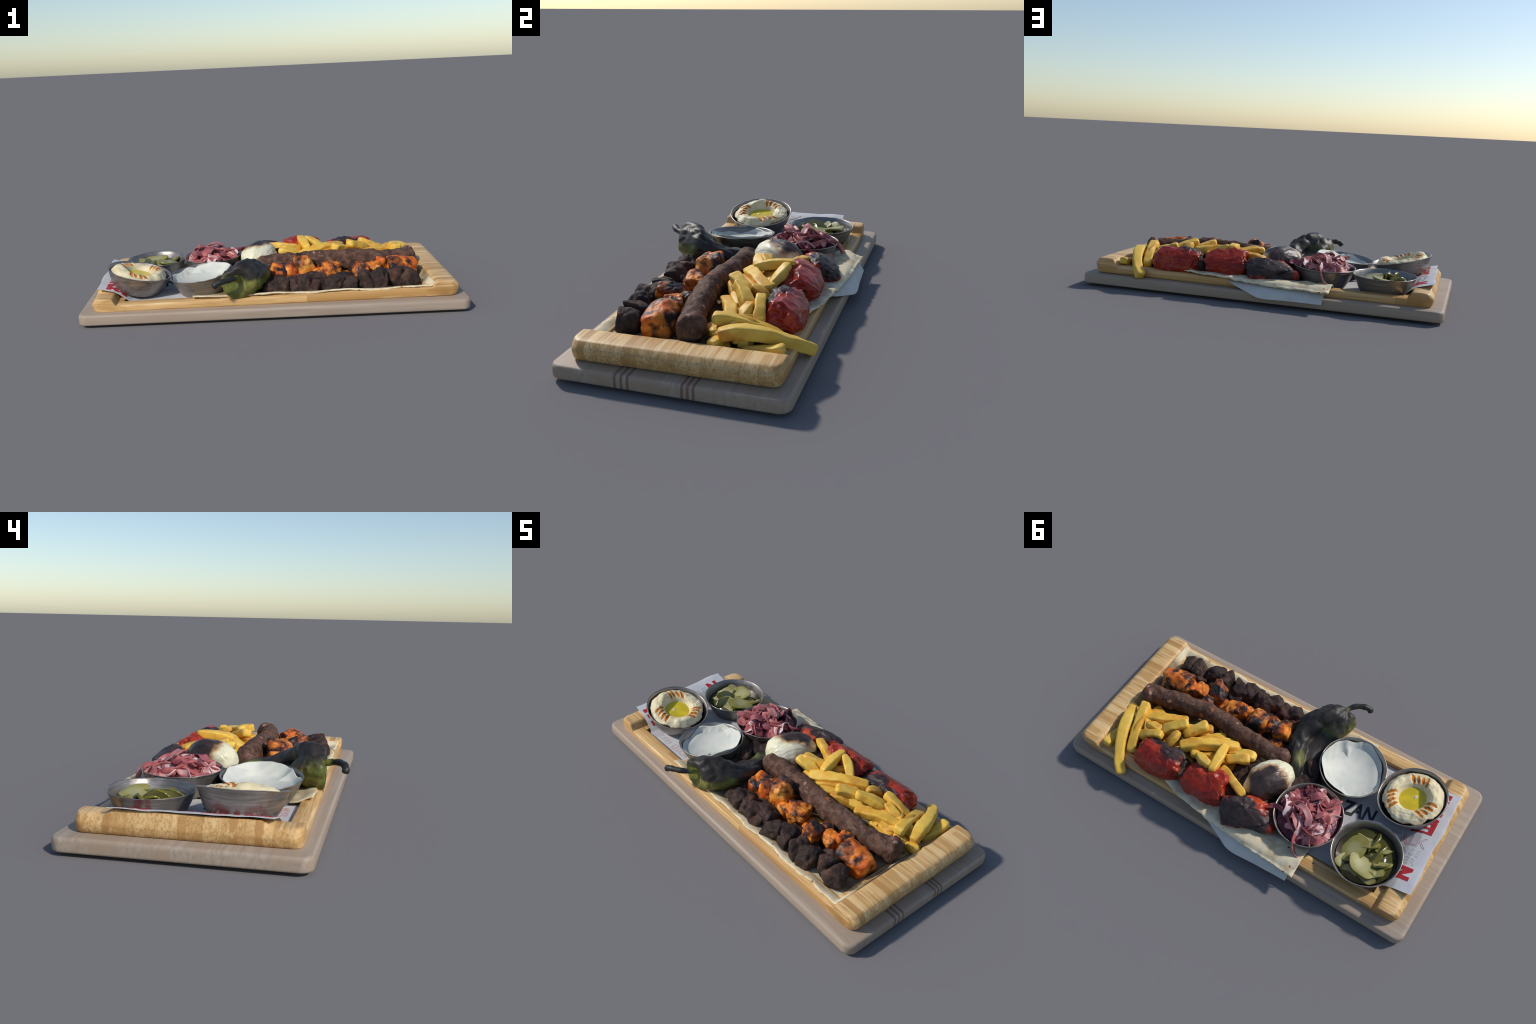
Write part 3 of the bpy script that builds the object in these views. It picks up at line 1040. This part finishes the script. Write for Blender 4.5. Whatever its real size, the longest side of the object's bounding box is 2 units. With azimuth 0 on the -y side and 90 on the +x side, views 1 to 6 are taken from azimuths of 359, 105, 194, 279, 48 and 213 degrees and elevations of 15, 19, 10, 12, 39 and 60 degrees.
def build_pickled_onion():
    fr, root = build_bowl((-0.324, 0.188, 0.187), -0.039, 0.003, "small steel bowl heaped with pink pickled onion", 8.0)
    m = mat("ponion", pickled_onion_mat)
    dark = mat("onion_bed", plain, "onion_bed", (0.14, 0.026, 0.045), 0.4, 0.4, 0.4, 40)

    def h(r, a, t):
        x, y = r * np.cos(a), r * np.sin(a)
        return -0.024 + 0.026 * (1 - t ** 2) + 0.010 * fbm(np.column_stack([x * 30, y * 30, np.full(len(x), 1.5)]), 3)

    mk("onion_bed", *polar_surface(fr, 0.149, h), dark, parent=root)
    r = np.random.RandomState(21)
    for i in range(46):
        rad = 0.125 * math.sqrt(r.rand())
        ang = r.rand() * 2 * math.pi
        L = 0.045 + 0.05 * r.rand()
        bend = r.choice([-1, 1]) * (0.6 + 1.7 * r.rand())
        yaw = r.rand() * 2 * math.pi
        n = 18
        s = np.linspace(-1, 1, n)
        th = yaw + bend * s * 0.5
        xy = np.cumsum(np.column_stack([np.cos(th), np.sin(th)]), axis=0) * (2 * L / n)
        xy -= xy.mean(0)
        xy += [rad * math.cos(ang), rad * math.sin(ang)]
        rr = np.hypot(xy[:, 0], xy[:, 1])
        f = np.minimum(1, 0.148 / np.maximum(rr, 1e-6))
        xy *= f[:, None]
        rr = np.hypot(xy[:, 0], xy[:, 1])
        dome = -0.016 + 0.038 * np.clip(1 - (rr / 0.15) ** 2, 0, 1)
        z = dome + 0.012 * (r.rand() - 0.35) + 0.014 * r.normal() * s * 0.5 + 0.008 * (1 - s ** 2)
        pts = np.column_stack([xy, z])
        roll = np.full(n, r.normal() * 0.55) + 0.4 * r.normal() * s
        V, F = ribbon(pts, 0.014 + 0.013 * r.rand(), 0.0052, 12, roll)
        mk("onion_strip", fr(V), F, m, parent=root)
    special = [
        ([(-0.324, 0.300, 0.196), (-0.326, 0.335, 0.194), (-0.338, 0.360, 0.176), (-0.355, 0.374, 0.140), (-0.388, 0.385, 0.114)], 0.011),
        ([(-0.375, 0.130, 0.205), (-0.410, 0.095, 0.222), (-0.438, 0.062, 0.226)], 0.015),
        ([(-0.365, 0.150, 0.205), (-0.405, 0.125, 0.220), (-0.432, 0.105, 0.222)], 0.013),
        ([(-0.215, 0.235, 0.200), (-0.170, 0.232, 0.201), (-0.140, 0.252, 0.205)], 0.014),
        ([(-0.370, 0.210, 0.235), (-0.400, 0.175, 0.246), (-0.425, 0.195, 0.222)], 0.018),
        ([(-0.300, 0.130, 0.232), (-0.330, 0.105, 0.246), (-0.350, 0.085, 0.226)], 0.022),
        ([(-0.265, 0.195, 0.240), (-0.305, 0.200, 0.256), (-0.345, 0.225, 0.240), (-0.355, 0.260, 0.215)], 0.017),
        ([(-0.270, 0.230, 0.228), (-0.292, 0.262, 0.226), (-0.330, 0.292, 0.205)], 0.015),
    ]
    for i, (c, w) in enumerate(special):
        P = curve_points(c, 24)
        roll = np.full(24, [1.3, 0.8, 0.6, 0.9, 0.5, 0.2, 0.4, 0.7][i])
        mk("onion_strip", *ribbon(P, w, 0.0045, 12, roll), m, parent=root)


def build_pickles():
    fr, root = build_bowl((-0.652, 0.216, 0.174), -0.007, -0.009, "small steel bowl of sliced pickled cucumber", 11.0)
    m = mat("pickle", pickle_mat)
    skin = mat("pickle_skin", plain, "pickle_skin", (0.14, 0.125, 0.012), 0.25, 0.5, 0.35, 30, 0.4)
    br = Mat("pickle_brine", rough=0.08, spec=0.5)
    br.colour((0.060, 0.058, 0.018))
    n = 72
    a = np.arange(n) * 2 * np.pi / n
    rings = [fr(np.column_stack([rr * np.cos(a), rr * np.sin(a), np.full(n, z)])) for rr, z in ((0.01, -0.036), (0.06, -0.036), (0.142, -0.036), (0.138, -0.044), (0.105, -0.078))]
    mk("brine", *loft(rings), br.m, parent=root)
    # (x, y, z, radius, tilt about x, tilt about y, yaw, squash)
    slices = [(0.062, 0.000, -0.018, 0.076, 8, 10, 62, 0.74), (-0.012, 0.062, -0.014, 0.072, 10, -6, -18, 0.72), (0.020, -0.052, -0.022, 0.058, 34, 8, 20, 0.7),
              (-0.040, -0.028, -0.018, 0.058, 58, 14, 68, 0.58), (-0.082, 0.006, -0.024, 0.048, 40, -24, 52, 0.6), (-0.005, -0.070, -0.022, 0.062, 72, 5, 84, 0.5),
              (-0.020, 0.000, -0.036, 0.066, 12, 20, 40, 0.8), (-0.078, 0.058, -0.026, 0.044, 14, 22, 15, 0.75), (0.080, 0.070, -0.034, 0.046, -20, -15, 50, 0.75),
              (-0.05, 0.095, -0.030, 0.046, -22, 6, 5, 0.7), (-0.095, -0.020, -0.040, 0.050, 10, -18, 90, 0.7), (0.03, 0.105, -0.036, 0.045, -24, 0, 0, 0.7), (0.04, -0.095, -0.040, 0.05, 20, 0, 0, 0.7), (-0.06, -0.075, -0.036, 0.05, 24, -14, 40, 0.7)]
    for i, (x, y, z, R, tx, ty, yaw, sq) in enumerate(slices):
        z -= 0.003
        na = 40
        a = np.arange(na) * 2 * np.pi / na
        out = R * (1 + 0.07 * np.sin(2 * a + i) + 0.04 * np.sin(5 * a + 2 * i))
        rot = euler(tx, ty, yaw)

        def ring(f, zz):
            r = out * f
            wave = 0.045 * R * np.sin(2 * a + i * 1.3) * f ** 2 + 0.02 * R * np.sin(3 * a + i) * f ** 2
            p = np.column_stack([r * np.cos(a), r * sq * np.sin(a), zz + wave])
            return p @ rot.T + [x, y, z]

        rings = [ring(f, zz) for f, zz in ((0.03, 0.0035), (0.35, 0.0045), (0.62, 0.0052), (0.85, 0.0054), (0.955, 0.0048), (0.955, -0.0048), (0.85, -0.0054), (0.4, -0.005), (0.03, -0.005))]
        flesh = mk("cucumber_slice", fr(loft(rings)[0]), loft(rings)[1], m, parent=root, angle=60, origin=fr(np.array([[x, y, z]]))[0])
        rs = [ring(f, zz) for f, zz in ((0.950, 0.0040), (0.965, 0.0054), (0.99, 0.0042), (1.0, 0.0), (0.99, -0.0042), (0.965, -0.0054), (0.950, -0.0040))]
        Vs, Fs = loft(rs + [rs[0]], caps=False)
        sk = mk("cucumber_skin", fr(Vs), Fs, skin, parent=root)
        sk.parent = flesh
        sk.location = sk.location - flesh.location


# ================================================================== MEAT
def build_kebab():
    ctrl = [(0.797, 0.004, 0.168), (0.775, 0.002, 0.169), (0.728, -0.022, 0.169), (0.638, -0.038, 0.168), (0.544, -0.047, 0.175), (0.452, -0.056, 0.184), (0.356, -0.056, 0.187), (0.254, -0.043, 0.182),
            (0.185, -0.031, 0.178), (0.09, -0.026, 0.174), (0.018, -0.020, 0.169), (-0.047, -0.023, 0.162), (-0.092, -0.026, 0.154)]
    P = curve_points(ctrl, 260)
    s = np.concatenate([[0], np.cumsum(np.linalg.norm(np.diff(P, axis=0), axis=1))])
    q = stations(150, 0.045) * s[-1]
    P = np.column_stack([np.interp(q, s, P[:, k]) for k in range(3)])
    t = q / s[-1]
    R = 0.0485 + 0.0060 * fbm(np.column_stack([t * 13, np.zeros(len(t)), np.zeros(len(t))]), 2) + 0.0010 * np.sin(t * 75) + 0.007 * np.exp(-((t - 0.04) / 0.03) ** 2)
    d = np.minimum(t, 1 - t) / 0.045
    R = R * np.sqrt(np.clip(1 - (1 - np.clip(d, 0, 1)) ** 2, 0.0004, 1))
    rings = tube(P, [(r * 1.0, r * 1.16) for r in R], 48)
    V, F = loft(rings)
    c = np.repeat(P, 48, axis=0)
    nrm = V - c
    nrm /= np.linalg.norm(nrm, axis=1)[:, None] + 1e-9
    V = V + nrm * (0.0115 * fbm(V * 17, 3) + 0.0036 * fbm(V * 62, 3))[:, None]
    V[:, 2] = np.maximum(V[:, 2], 0.098)
    ob = mk("minced_meat_kebab", V, F, mat("kebab", kebab_mat))
    tag(ob, "long dark brown minced meat kebab", "kebab")


def put_chunk(name, c, radii, material, label, cat, floor=0.097, creases=0.0, **kw):
    V, F = chunk(np.array(radii) * 0.94, **kw)
    seed = kw.get("seed", 0)
    if creases:
        d = V / (np.linalg.norm(V, axis=1)[:, None] + 1e-9)
        V = V - d * (creases * np.maximum(0, ridge(V * 24 + seed * 2.3, 2) - 0.55))[:, None]
    V = V + np.array(c)
    low = V[:, 2] < floor
    V[low, 2] = floor - 0.15 * (floor - V[low, 2])
    V[:, 2] = np.maximum(V[:, 2], floor - 0.004)
    ob = mk(name, V, F, material, origin=c)
    return tag(ob, label, cat)


def build_meat():
    ch, la = mat("chicken", chicken_mat), mat("lamb", lamb_mat)
    C = [((0.684, -0.160, 0.152), (0.088, 0.068, 0.072), (4, 0, 8)), ((0.585, -0.146, 0.160), (0.042, 0.036, 0.056), (0, 12, 30)), ((0.535, -0.170, 0.158), (0.052, 0.040, 0.042), (0, -8, -20)),
         ((0.452, -0.205, 0.158), (0.046, 0.068, 0.064), (-12, 0, 6)), ((0.480, -0.135, 0.148), (0.044, 0.044, 0.044), (10, 0, 30)), ((0.305, -0.160, 0.152), (0.056, 0.060, 0.058), (0, 5, 25)),
         ((0.245, -0.182, 0.140), (0.042, 0.044, 0.046), (0, 0, 60)), ((0.168, -0.142, 0.166), (0.066, 0.060, 0.080), (8, 10, 15)), ((0.105, -0.165, 0.155), (0.055, 0.056, 0.062), (0, -15, -10)),
         ((0.036, -0.178, 0.158), (0.052, 0.056, 0.056), (0, 10, 20)), ((0.045, -0.115, 0.130), (0.042, 0.05, 0.040), (0, 0, 40)), ((0.395, -0.150, 0.120), (0.06, 0.05, 0.035), (0, 0, 0)), ((0.62, -0.10, 0.12), (0.05, 0.04, 0.04), (0, 0, 0))]
    for i, (c, r, rot) in enumerate(C):
        put_chunk("chicken_piece", c, r, ch, "charred orange marinated chicken chunk", "chicken", rot=rot, seed=40 + i, planes=12, hard=12, lump=0.22, fine=0.035, box=1.04, creases=0.005)
    L = [((0.690, -0.292, 0.134), (0.060, 0.054, 0.056), (0, 15, 20)), ((0.628, -0.285, 0.142), (0.042, 0.048, 0.052), (0, -10, 0)), ((0.597, -0.245, 0.128), (0.046, 0.036, 0.040), (10, 0, 20)),
         ((0.540, -0.312, 0.142), (0.052, 0.050, 0.058), (0, 10, 15)), ((0.472, -0.305, 0.143), (0.050, 0.052, 0.055), (0, 0, -20)), ((0.368, -0.288, 0.130), (0.062, 0.056, 0.048), (0, 10, -10)), ((0.296, -0.302, 0.128), (0.060, 0.052, 0.045), (0, -10, 20)),
         ((0.215, -0.270, 0.136), (0.056, 0.050, 0.058), (12, 0, 0)), ((0.165, -0.310, 0.135), (0.052, 0.052, 0.053), (0, 10, 30)), ((0.105, -0.298, 0.130), (0.050, 0.054, 0.045), (0, 0, 10)),
         ((0.042, -0.295, 0.138), (0.050, 0.056, 0.053), (0, 0, -20)), ((0.035, -0.245, 0.125), (0.05, 0.05, 0.040), (0, 0, 0)), ((-0.018, -0.270, 0.120), (0.050, 0.060, 0.042), (0, 0, 10)), ((0.39, -0.25, 0.120), (0.05, 0.045, 0.034), (0, 0, 10)), ((-0.01, -0.20, 0.122), (0.06, 0.07, 0.04), (0, 0, 10)),
         ((0.16, -0.235, 0.115), (0.10, 0.04, 0.03), (0, 0, 0)), ((0.50, -0.25, 0.115), (0.09, 0.04, 0.032), (0, 0, 0))]
    for i, (c, r, rot) in enumerate(L):
        dents = [((0.3, -0.7, 0.6), 0.30, 0.06)] if i in (3, 8, 9) else [((0.2, 0.6, 0.75), 0.4, 0.07)] if i in (7, 10) else []
        put_chunk("lamb_piece", c, r, la, "blackened grilled lamb chunk", "lamb", rot=rot, seed=80 + i, planes=14, hard=14, box=1.06, lump=0.20, fine=0.035, creases=0.004, dents=dents)
    # scorched scraps that fill the hollows between pepper, kebab, onion and bowls
    S = [((-0.160, 0.065, 0.128), (0.055, 0.055, 0.042)), ((-0.185, 0.125, 0.128), (0.040, 0.055, 0.042)), ((-0.210, -0.060, 0.128), (0.035, 0.06, 0.042)), ((-0.065, 0.045, 0.115), (0.055, 0.04, 0.032)), ((-0.215, 0.025, 0.122), (0.05, 0.055, 0.038)),
         ((-0.045, -0.10, 0.118), (0.05, 0.06, 0.036)), ((0.005, 0.095, 0.135), (0.06, 0.05, 0.055)), ((0.04, 0.19, 0.135), (0.06, 0.05, 0.055)), ((0.08, 0.14, 0.13), (0.06, 0.06, 0.05)),
         ((0.345, 0.275, 0.13), (0.04, 0.06, 0.05)), ((0.06, 0.275, 0.13), (0.04, 0.06, 0.05)), ((-0.225, -0.02, 0.11), (0.03, 0.05, 0.025)), ((-0.06, 0.22, 0.13), (0.08, 0.05, 0.05))]
    for i, (c, r) in enumerate(S):
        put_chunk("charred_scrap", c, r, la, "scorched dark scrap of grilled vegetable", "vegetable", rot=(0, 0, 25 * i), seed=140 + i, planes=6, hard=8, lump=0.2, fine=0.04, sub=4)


# ================================================================== FRIES
def build_fries():
    m = mat("fries", fry_mat)
    r = np.random.RandomState(11)
    F_ = [  # control points, half width, half thickness
        ([(0.782, 0.105, 0.172), (0.762, 0.170, 0.182), (0.738, 0.258, 0.172), (0.690, 0.365, 0.128), (0.640, 0.432, 0.086)], 0.029, 0.027),
        ([(0.722, 0.062, 0.212), (0.700, 0.150, 0.196), (0.676, 0.240, 0.165), (0.655, 0.318, 0.125)], 0.026, 0.023),
        ([(0.706, 0.075, 0.205), (0.690, 0.170, 0.190), (0.690, 0.24, 0.160)], 0.024, 0.022),
        ([(0.786, 0.352, 0.148), (0.784, 0.280, 0.128), (0.765, 0.195, 0.112)], 0.027, 0.023),
        ([(0.822, 0.088, 0.150), (0.775, 0.105, 0.140), (0.70, 0.12, 0.120)], 0.025, 0.021),
        ([(0.700, 0.128, 0.180), (0.600, 0.095, 0.194), (0.480, 0.034, 0.184)], 0.025, 0.022),
        ([(0.560, 0.160, 0.186), (0.510, 0.125, 0.220), (0.442, 0.074, 0.242)], 0.027, 0.024),
        ([(0.442, 0.125, 0.196), (0.400, 0.080, 0.222), (0.352, 0.030, 0.238)], 0.027, 0.023),
        ([(0.420, 0.194, 0.205), (0.300, 0.115, 0.214), (0.160, 0.045, 0.186)], 0.030, 0.030),
        ([(0.400, 0.150, 0.195), (0.30, 0.085, 0.190), (0.200, 0.020, 0.165)], 0.026, 0.024),
        ([(0.184, 0.255, 0.250), (0.196, 0.170, 0.246), (0.213, 0.080, 0.226)], 0.024, 0.022),
        ([(0.206, 0.232, 0.255), (0.265, 0.210, 0.226), (0.325, 0.175, 0.185)], 0.023, 0.021),
        ([(0.048, 0.064, 0.226), (0.110, 0.078, 0.216), (0.190, 0.090, 0.180)], 0.029, 0.020),
        ([(0.062, 0.092, 0.228), (0.115, 0.112, 0.226), (0.175, 0.142, 0.210)], 0.025, 0.021),
        ([(-0.006, 0.268, 0.204), (0.060, 0.238, 0.215), (0.165, 0.188, 0.208)], 0.023, 0.021),
        ([(0.520, 0.196, 0.232), (0.585, 0.207, 0.205), (0.668, 0.220, 0.150)], 0.024, 0.022),
        ([(0.556, 0.165, 0.208), (0.605, 0.160, 0.198), (0.665, 0.155, 0.170)], 0.023, 0.021),
        ([(0.455, 0.140, 0.240), (0.468, 0.180, 0.222), (0.490, 0.225, 0.185)], 0.021, 0.019),
        ([(0.335, 0.020, 0.195), (0.390, 0.045, 0.190), (0.460, 0.080, 0.170)], 0.024, 0.021),
        ([(0.700, 0.030, 0.135), (0.640, 0.055, 0.140), (0.560, 0.070, 0.150)], 0.024, 0.022),
        ([(0.690, 0.075, 0.150), (0.62, 0.085, 0.155), (0.53, 0.10, 0.160)], 0.024, 0.022),
        ([(0.330, 0.205, 0.195), (0.345, 0.150, 0.190), (0.36, 0.10, 0.175)], 0.022, 0.020),
        ([(0.250, 0.215, 0.200), (0.200, 0.150, 0.195), (0.14, 0.10, 0.180)], 0.022, 0.020),
        ([(0.355, -0.108, 0.118), (0.40, -0.10, 0.118), (0.47, -0.085, 0.115)], 0.022, 0.018),
    ]
    for i in range(28):  # hidden layer that fills the heap
        x, y = 0.12 + 0.62 * r.rand(), 0.05 + 0.15 * r.rand()
        a, L = r.rand() * math.pi, 0.06 + 0.05 * r.rand()
        z = 0.125 + 0.050 * r.rand()
        d = np.array([math.cos(a), 0.6 * math.sin(a), 0.2 * r.normal()]) * L
        c = np.array([x, y, z])
        F_.append(([c - d, c + [0, 0, 0.006], c + d], 0.024, 0.022))
    for i, (c, w, h) in enumerate(F_):
        c = np.array(c) - [0, 0, 0.003]
        P = curve_points(c, 120)
        s = np.concatenate([[0], np.cumsum(np.linalg.norm(np.diff(P, axis=0), axis=1))])
        q = stations(30, min(0.2, 0.016 / s[-1])) * s[-1]
        P = np.column_stack([np.interp(q, s, P[:, k]) for k in range(3)])
        t = q / s[-1]
        e = np.clip(np.minimum(t, 1 - t) * s[-1] / 0.016, 0, 1)
        prof = 0.45 + 0.55 * np.sqrt(np.clip(1 - (1 - e) ** 2, 0, 1))
        prof *= 1 - 0.14 * np.abs(2 * t - 1) ** 3 + 0.07 * np.sin(t * 7 + i)
        rings = tube(P, [(w * k * 0.97, h * k * 0.97) for k in prof], 32, power=5.0, twist=0.6 * r.normal())
        V, F = loft(rings)
        V = V + 0.0045 * np.column_stack([fbm(V * 24 + i * 3 + o, 2) for o in (0, 11, 23)])
        # caps: fan so the ends stay clean
        ob = mk("french_fry", V, F, m, origin=P[len(P) // 2], angle=50)
        tag(ob, "golden thick-cut potato fry", "fries")


# ================================================================== VEGETABLES
def build_tomatoes():
    T = [((0.485, 0.284, 0.160), (0.128, 0.080, 0.074), (0, 0, 4), 3, [((-0.06, -0.045, 0.085), 0.05, 0.085), ((-0.11, -0.05, 0.03), 0.03, 0.06), ((0.03, -0.075, 0.07), 0.035, 0.055)]),
         ((0.196, 0.286, 0.166), (0.114, 0.088, 0.080), (0, 4, 2), 6, [((0.085, -0.03, 0.085), 0.02, 0.04), ((0.06, -0.09, -0.02), 0.03, 0.06), ((-0.11, 0.03, 0.02), 0.01, 0.03)]),
         ((-0.056, 0.318, 0.158), (0.128, 0.070, 0.070), (0, 0, 26), 9, [((0.03, 0.04, 0.07), 0.085, 0.110), ((-0.04, 0.04, 0.02), 0.065, 0.09), ((-0.07, 0.02, -0.03), 0.06, 0.10), ((0.09, 0.075, 0.03), 0.05, 0.08)])]
    for i, (c, rad, rot, seed, burns) in enumerate(T):
        d, f = ico(6)
        r = np.random.RandomState(seed)
        s = sum(np.abs(d[:, k]) ** 3.0 for k in range(3))
        R = 1 / s ** (1 / 3.0)
        R *= 1 + 0.20 * fbm(d * 1.3 + seed, 2)
        # shrivelled skin: folds gather at the crown, fine wrinkles run down from it
        crown = np.array([[0.2, -0.2, 0.95], [0.45, -0.25, 0.85], [0.15, 0.1, 0.98]][i])
        crown /= np.linalg.norm(crown)
        k = d @ crown
        az = np.arctan2(d @ np.cross(crown, (1, 0, 0)), d @ np.array((1, 0, 0)))
        fold = ridge(np.column_stack([np.cos(az) * 1.1 + seed, np.sin(az) * 1.1, k * 0.9]) + 0.35 * d, 2)
        R *= 1 + 0.07 * (fold - 0.5) * smooth(-0.5, 0.7, k) - 0.10 * np.exp(-(1 - k) / 0.06)
        warp = d + 0.25 * np.column_stack([fbm(d * 2.2 + o, 2) for o in (seed, seed + 4, seed + 8)])
        R *= 1 + 0.14 * ridge(warp * np.array((2.2, 1.1, 1.1)) + seed * 5.1, 2) - 0.08
        R *= 1 + 0.010 * ridge(warp * 6.5 + seed, 2)
        V = (d * R[:, None] * np.array(rad)) @ euler(*rot).T
        nc = np.array((0, 0.62, 0.785))
        over = V @ nc - (0.058, 0.060, 0.056)[i]
        V = V - np.maximum(0, over)[:, None] * nc * 0.75
        if i == 2:   # slumps toward the bowl
            V[:, 2] *= np.interp(V[:, 0], [-0.14, -0.07, 0.03, 0.12], [0.30, 0.55, 1.0, 1.0])
        V = V + np.array(c)
        V[:, 2] = np.where(V[:, 2] < 0.103, 0.103 - 0.12 * (0.103 - V[:, 2]), V[:, 2])
        F = f
        if i == 2:   # burst skin that spreads flat on the bread beside the bowl
            W, g = chunk((0.095, 0.050, 0.040), (0, 6, 12), 33, planes=5, hard=5, lump=0.3, fine=0.08)
            W = W + np.array((-0.125, 0.328, 0.122))
            W[:, 2] = np.maximum(W[:, 2], 0.106)
            V, F = join_meshes([(V, f), (W, g)])
        ob = mk("grilled_tomato", V, F, mat("tom%d" % i, tomato_mat, "grilled_tomato_skin", burns, seed), origin=c)
        tag(ob, ["wrinkled red grilled tomato with char", "split red grilled tomato half", "heavily blackened grilled tomato"][i], "tomato")


def build_grilled_onions():
    c = np.array((-0.056, 0.122, 0.174))
    d, f = ico(6)
    R = 1 + 0.11 * fbm(d * 1.5 + 4, 2) - 0.035 * np.maximum(0, ridge(d * np.array((1, 3, 1)) * 1.6 + 3, 2) - 0.5)
    R = np.minimum(R, 0.93 / np.maximum(1e-3, d @ (np.array((0.72, -0.62, 0.30)) / 0.996)))
    lay = 0.012 * np.sin(26 * (d[:, 0] * 0.6 - d[:, 1] * 0.5 + 0.2 * d[:, 2]))
    R = R * (1 + 0.35 * lay * smooth(0.3, -0.2, d @ np.array((-0.5, 0.6, 0.6))))
    R *= 1 - 0.10 * np.exp(-(1 - d @ (np.array((0.75, -0.5, 0.3)) / 0.95)) / 0.25)
    V = d * R[:, None] * np.array((0.138, 0.100, 0.092))
    V[:, 2] += 0.02 * (V[:, 0] / 0.12) ** 2 * 0
    V = V @ euler(8, 0, 58).T + c
    V[:, 2] = np.maximum(V[:, 2], 0.100)
    ob = mk("grilled_onion_half", V, f, mat("gonion", onion_mat, (-0.075, -0.110, 0.02), (-0.035, 0.055, 0.055)), origin=c)
    tag(ob, "half white onion with blackened dome", "onion")
    c = np.array((0.052, 0.030, 0.138))
    V = d * (1 + 0.08 * fbm(d * 2 + 9, 3))[:, None] * np.array((0.085, 0.050, 0.040))
    V = V @ euler(14, 0, -24).T + c
    V[:, 2] = np.maximum(V[:, 2], 0.098)
    ob = mk("grilled_onion_slice", V, f, mat("gonion2", onion_mat, (-0.08, 0.02, 0.0), (0.055, 0.06, 0.075)), origin=c)
    tag(ob, "small browned grilled onion piece", "onion")


def build_pepper():
    root = empty("grilled_green_pepper", (-0.15, -0.33, 0.105))
    st = [((-0.194, -0.380, 0.199), 0.010, 0.010), ((-0.193, -0.389, 0.196), 0.040, 0.038), ((-0.190, -0.397, 0.192), 0.070, 0.064), ((-0.183, -0.388, 0.188), 0.092, 0.084), ((-0.174, -0.362, 0.186), 0.104, 0.095), ((-0.154, -0.318, 0.188), 0.110, 0.096),
          ((-0.126, -0.275, 0.190), 0.106, 0.092), ((-0.102, -0.238, 0.178), 0.088, 0.076), ((-0.086, -0.195, 0.166), 0.070, 0.062), ((-0.088, -0.150, 0.158), 0.062, 0.055), ((-0.104, -0.095, 0.153), 0.058, 0.052),
          ((-0.126, -0.045, 0.146), 0.054, 0.047), ((-0.150, 0.000, 0.136), 0.046, 0.036), ((-0.168, 0.030, 0.127), 0.030, 0.024), ((-0.176, 0.044, 0.121), 0.006, 0.005)]
    n = 110
    C = curve_points([s[0] for s in st], n)
    A = curve_points([s[1] for s in st], n)[:, 0]
    B = curve_points([s[2] for s in st], n)[:, 0]
    sides = 80
    a = np.arange(sides) * 2 * np.pi / sides
    V = []
    for i in range(n):
        t = i / (n - 1)
        # shoulder lobes around the stem; a collapsed trough along the top further back
        lob = 1 + 0.075 * np.cos(4 * a + 0.6) * smooth(0.45, 0.1, np.array(t))
        trough = smooth(0.40, 0.55, np.array(t)) * 0.40 * np.exp(-((np.angle(np.exp(1j * (a - 2.25))) / 0.45) ** 2))
        dent = 0.30 * np.exp(-((t - 0.42) / 0.07) ** 2) * np.exp(-((np.angle(np.exp(1j * (a - 2.15))) / 0.4) ** 2))
        k = lob - trough - dent
        # collapsed hollow on the bowl side of the shoulder
        k = k - 0.34 * np.exp(-((t - 0.50) / 0.10) ** 2) * np.exp(-((np.angle(np.exp(1j * (a - 2.45))) / 0.35) ** 2))
        slump = 1 + 0.85 * smooth(0.40, 0.56, np.array(t)) * smooth(1.0, 0.85, np.array(t)) * (np.cos(a) < 0)
        x = C[i, 0] + A[i] * np.cos(a) * k * slump
        z = C[i, 2] + B[i] * np.sin(a) * k - 0.020 * smooth(0.42, 0.56, np.array(t)) * smooth(0.0, -0.6, np.cos(a))
        y = np.full(sides, C[i, 1]) + 0.25 * (x - C[i, 0]) * smooth(0.45, 0.75, np.array(t))
        V.append(np.column_stack([x, y, z]))
    P = np.vstack(V)
    _, F = loft(V)
    c = np.repeat(C, sides, axis=0)
    nr = P - c
    nr /= np.linalg.norm(nr, axis=1)[:, None] + 1e-9
    q = P * np.array((1, 0.45, 1))
    P = P + nr * (0.012 * fbm(P * 11 + 3, 3) - 0.016 * np.maximum(0, ridge(q * 13, 2) - 0.45) + 0.004 * fbm(q * 46, 2))[:, None]
    P[:, 2] = np.maximum(P[:, 2], 0.104)
    mk("pepper_body", P, F, mat("pepper", pepper_mat), origin=(-0.15, -0.33, 0.20), parent=root)
    S = curve_points([(-0.192, -0.364, 0.206), (-0.195, -0.392, 0.213), (-0.206, -0.425, 0.220), (-0.232, -0.456, 0.224), (-0.268, -0.476, 0.222), (-0.295, -0.483, 0.214), (-0.308, -0.481, 0.197)], 50)
    t = np.linspace(0, 1, 50)
    R = 0.0125 + 0.020 * np.exp(-t / 0.08) + 0.003 * t + 0.001 * np.sin(t * 30)
    R[-1] *= 0.55
    V, F = loft(tube(S, R, 18))
    V = V + 0.0015 * np.column_stack([fbm(V * 50 + o, 2) for o in (0, 5, 9)])
    mk("pepper_stem", V, F, mat("stem", stem_mat), origin=(-0.194, -0.382, 0.211), parent=root)
    tag(root, "blackened roasted green pepper with curved stem", "pepper")


build_base()
build_board()
build_paper()
build_hanging_paper()
build_bread()
build_yogurt()
build_hummus()
build_pickled_onion()
build_pickles()
build_kebab()
build_meat()
build_fries()
build_tomatoes()
build_grilled_onions()
build_pepper()
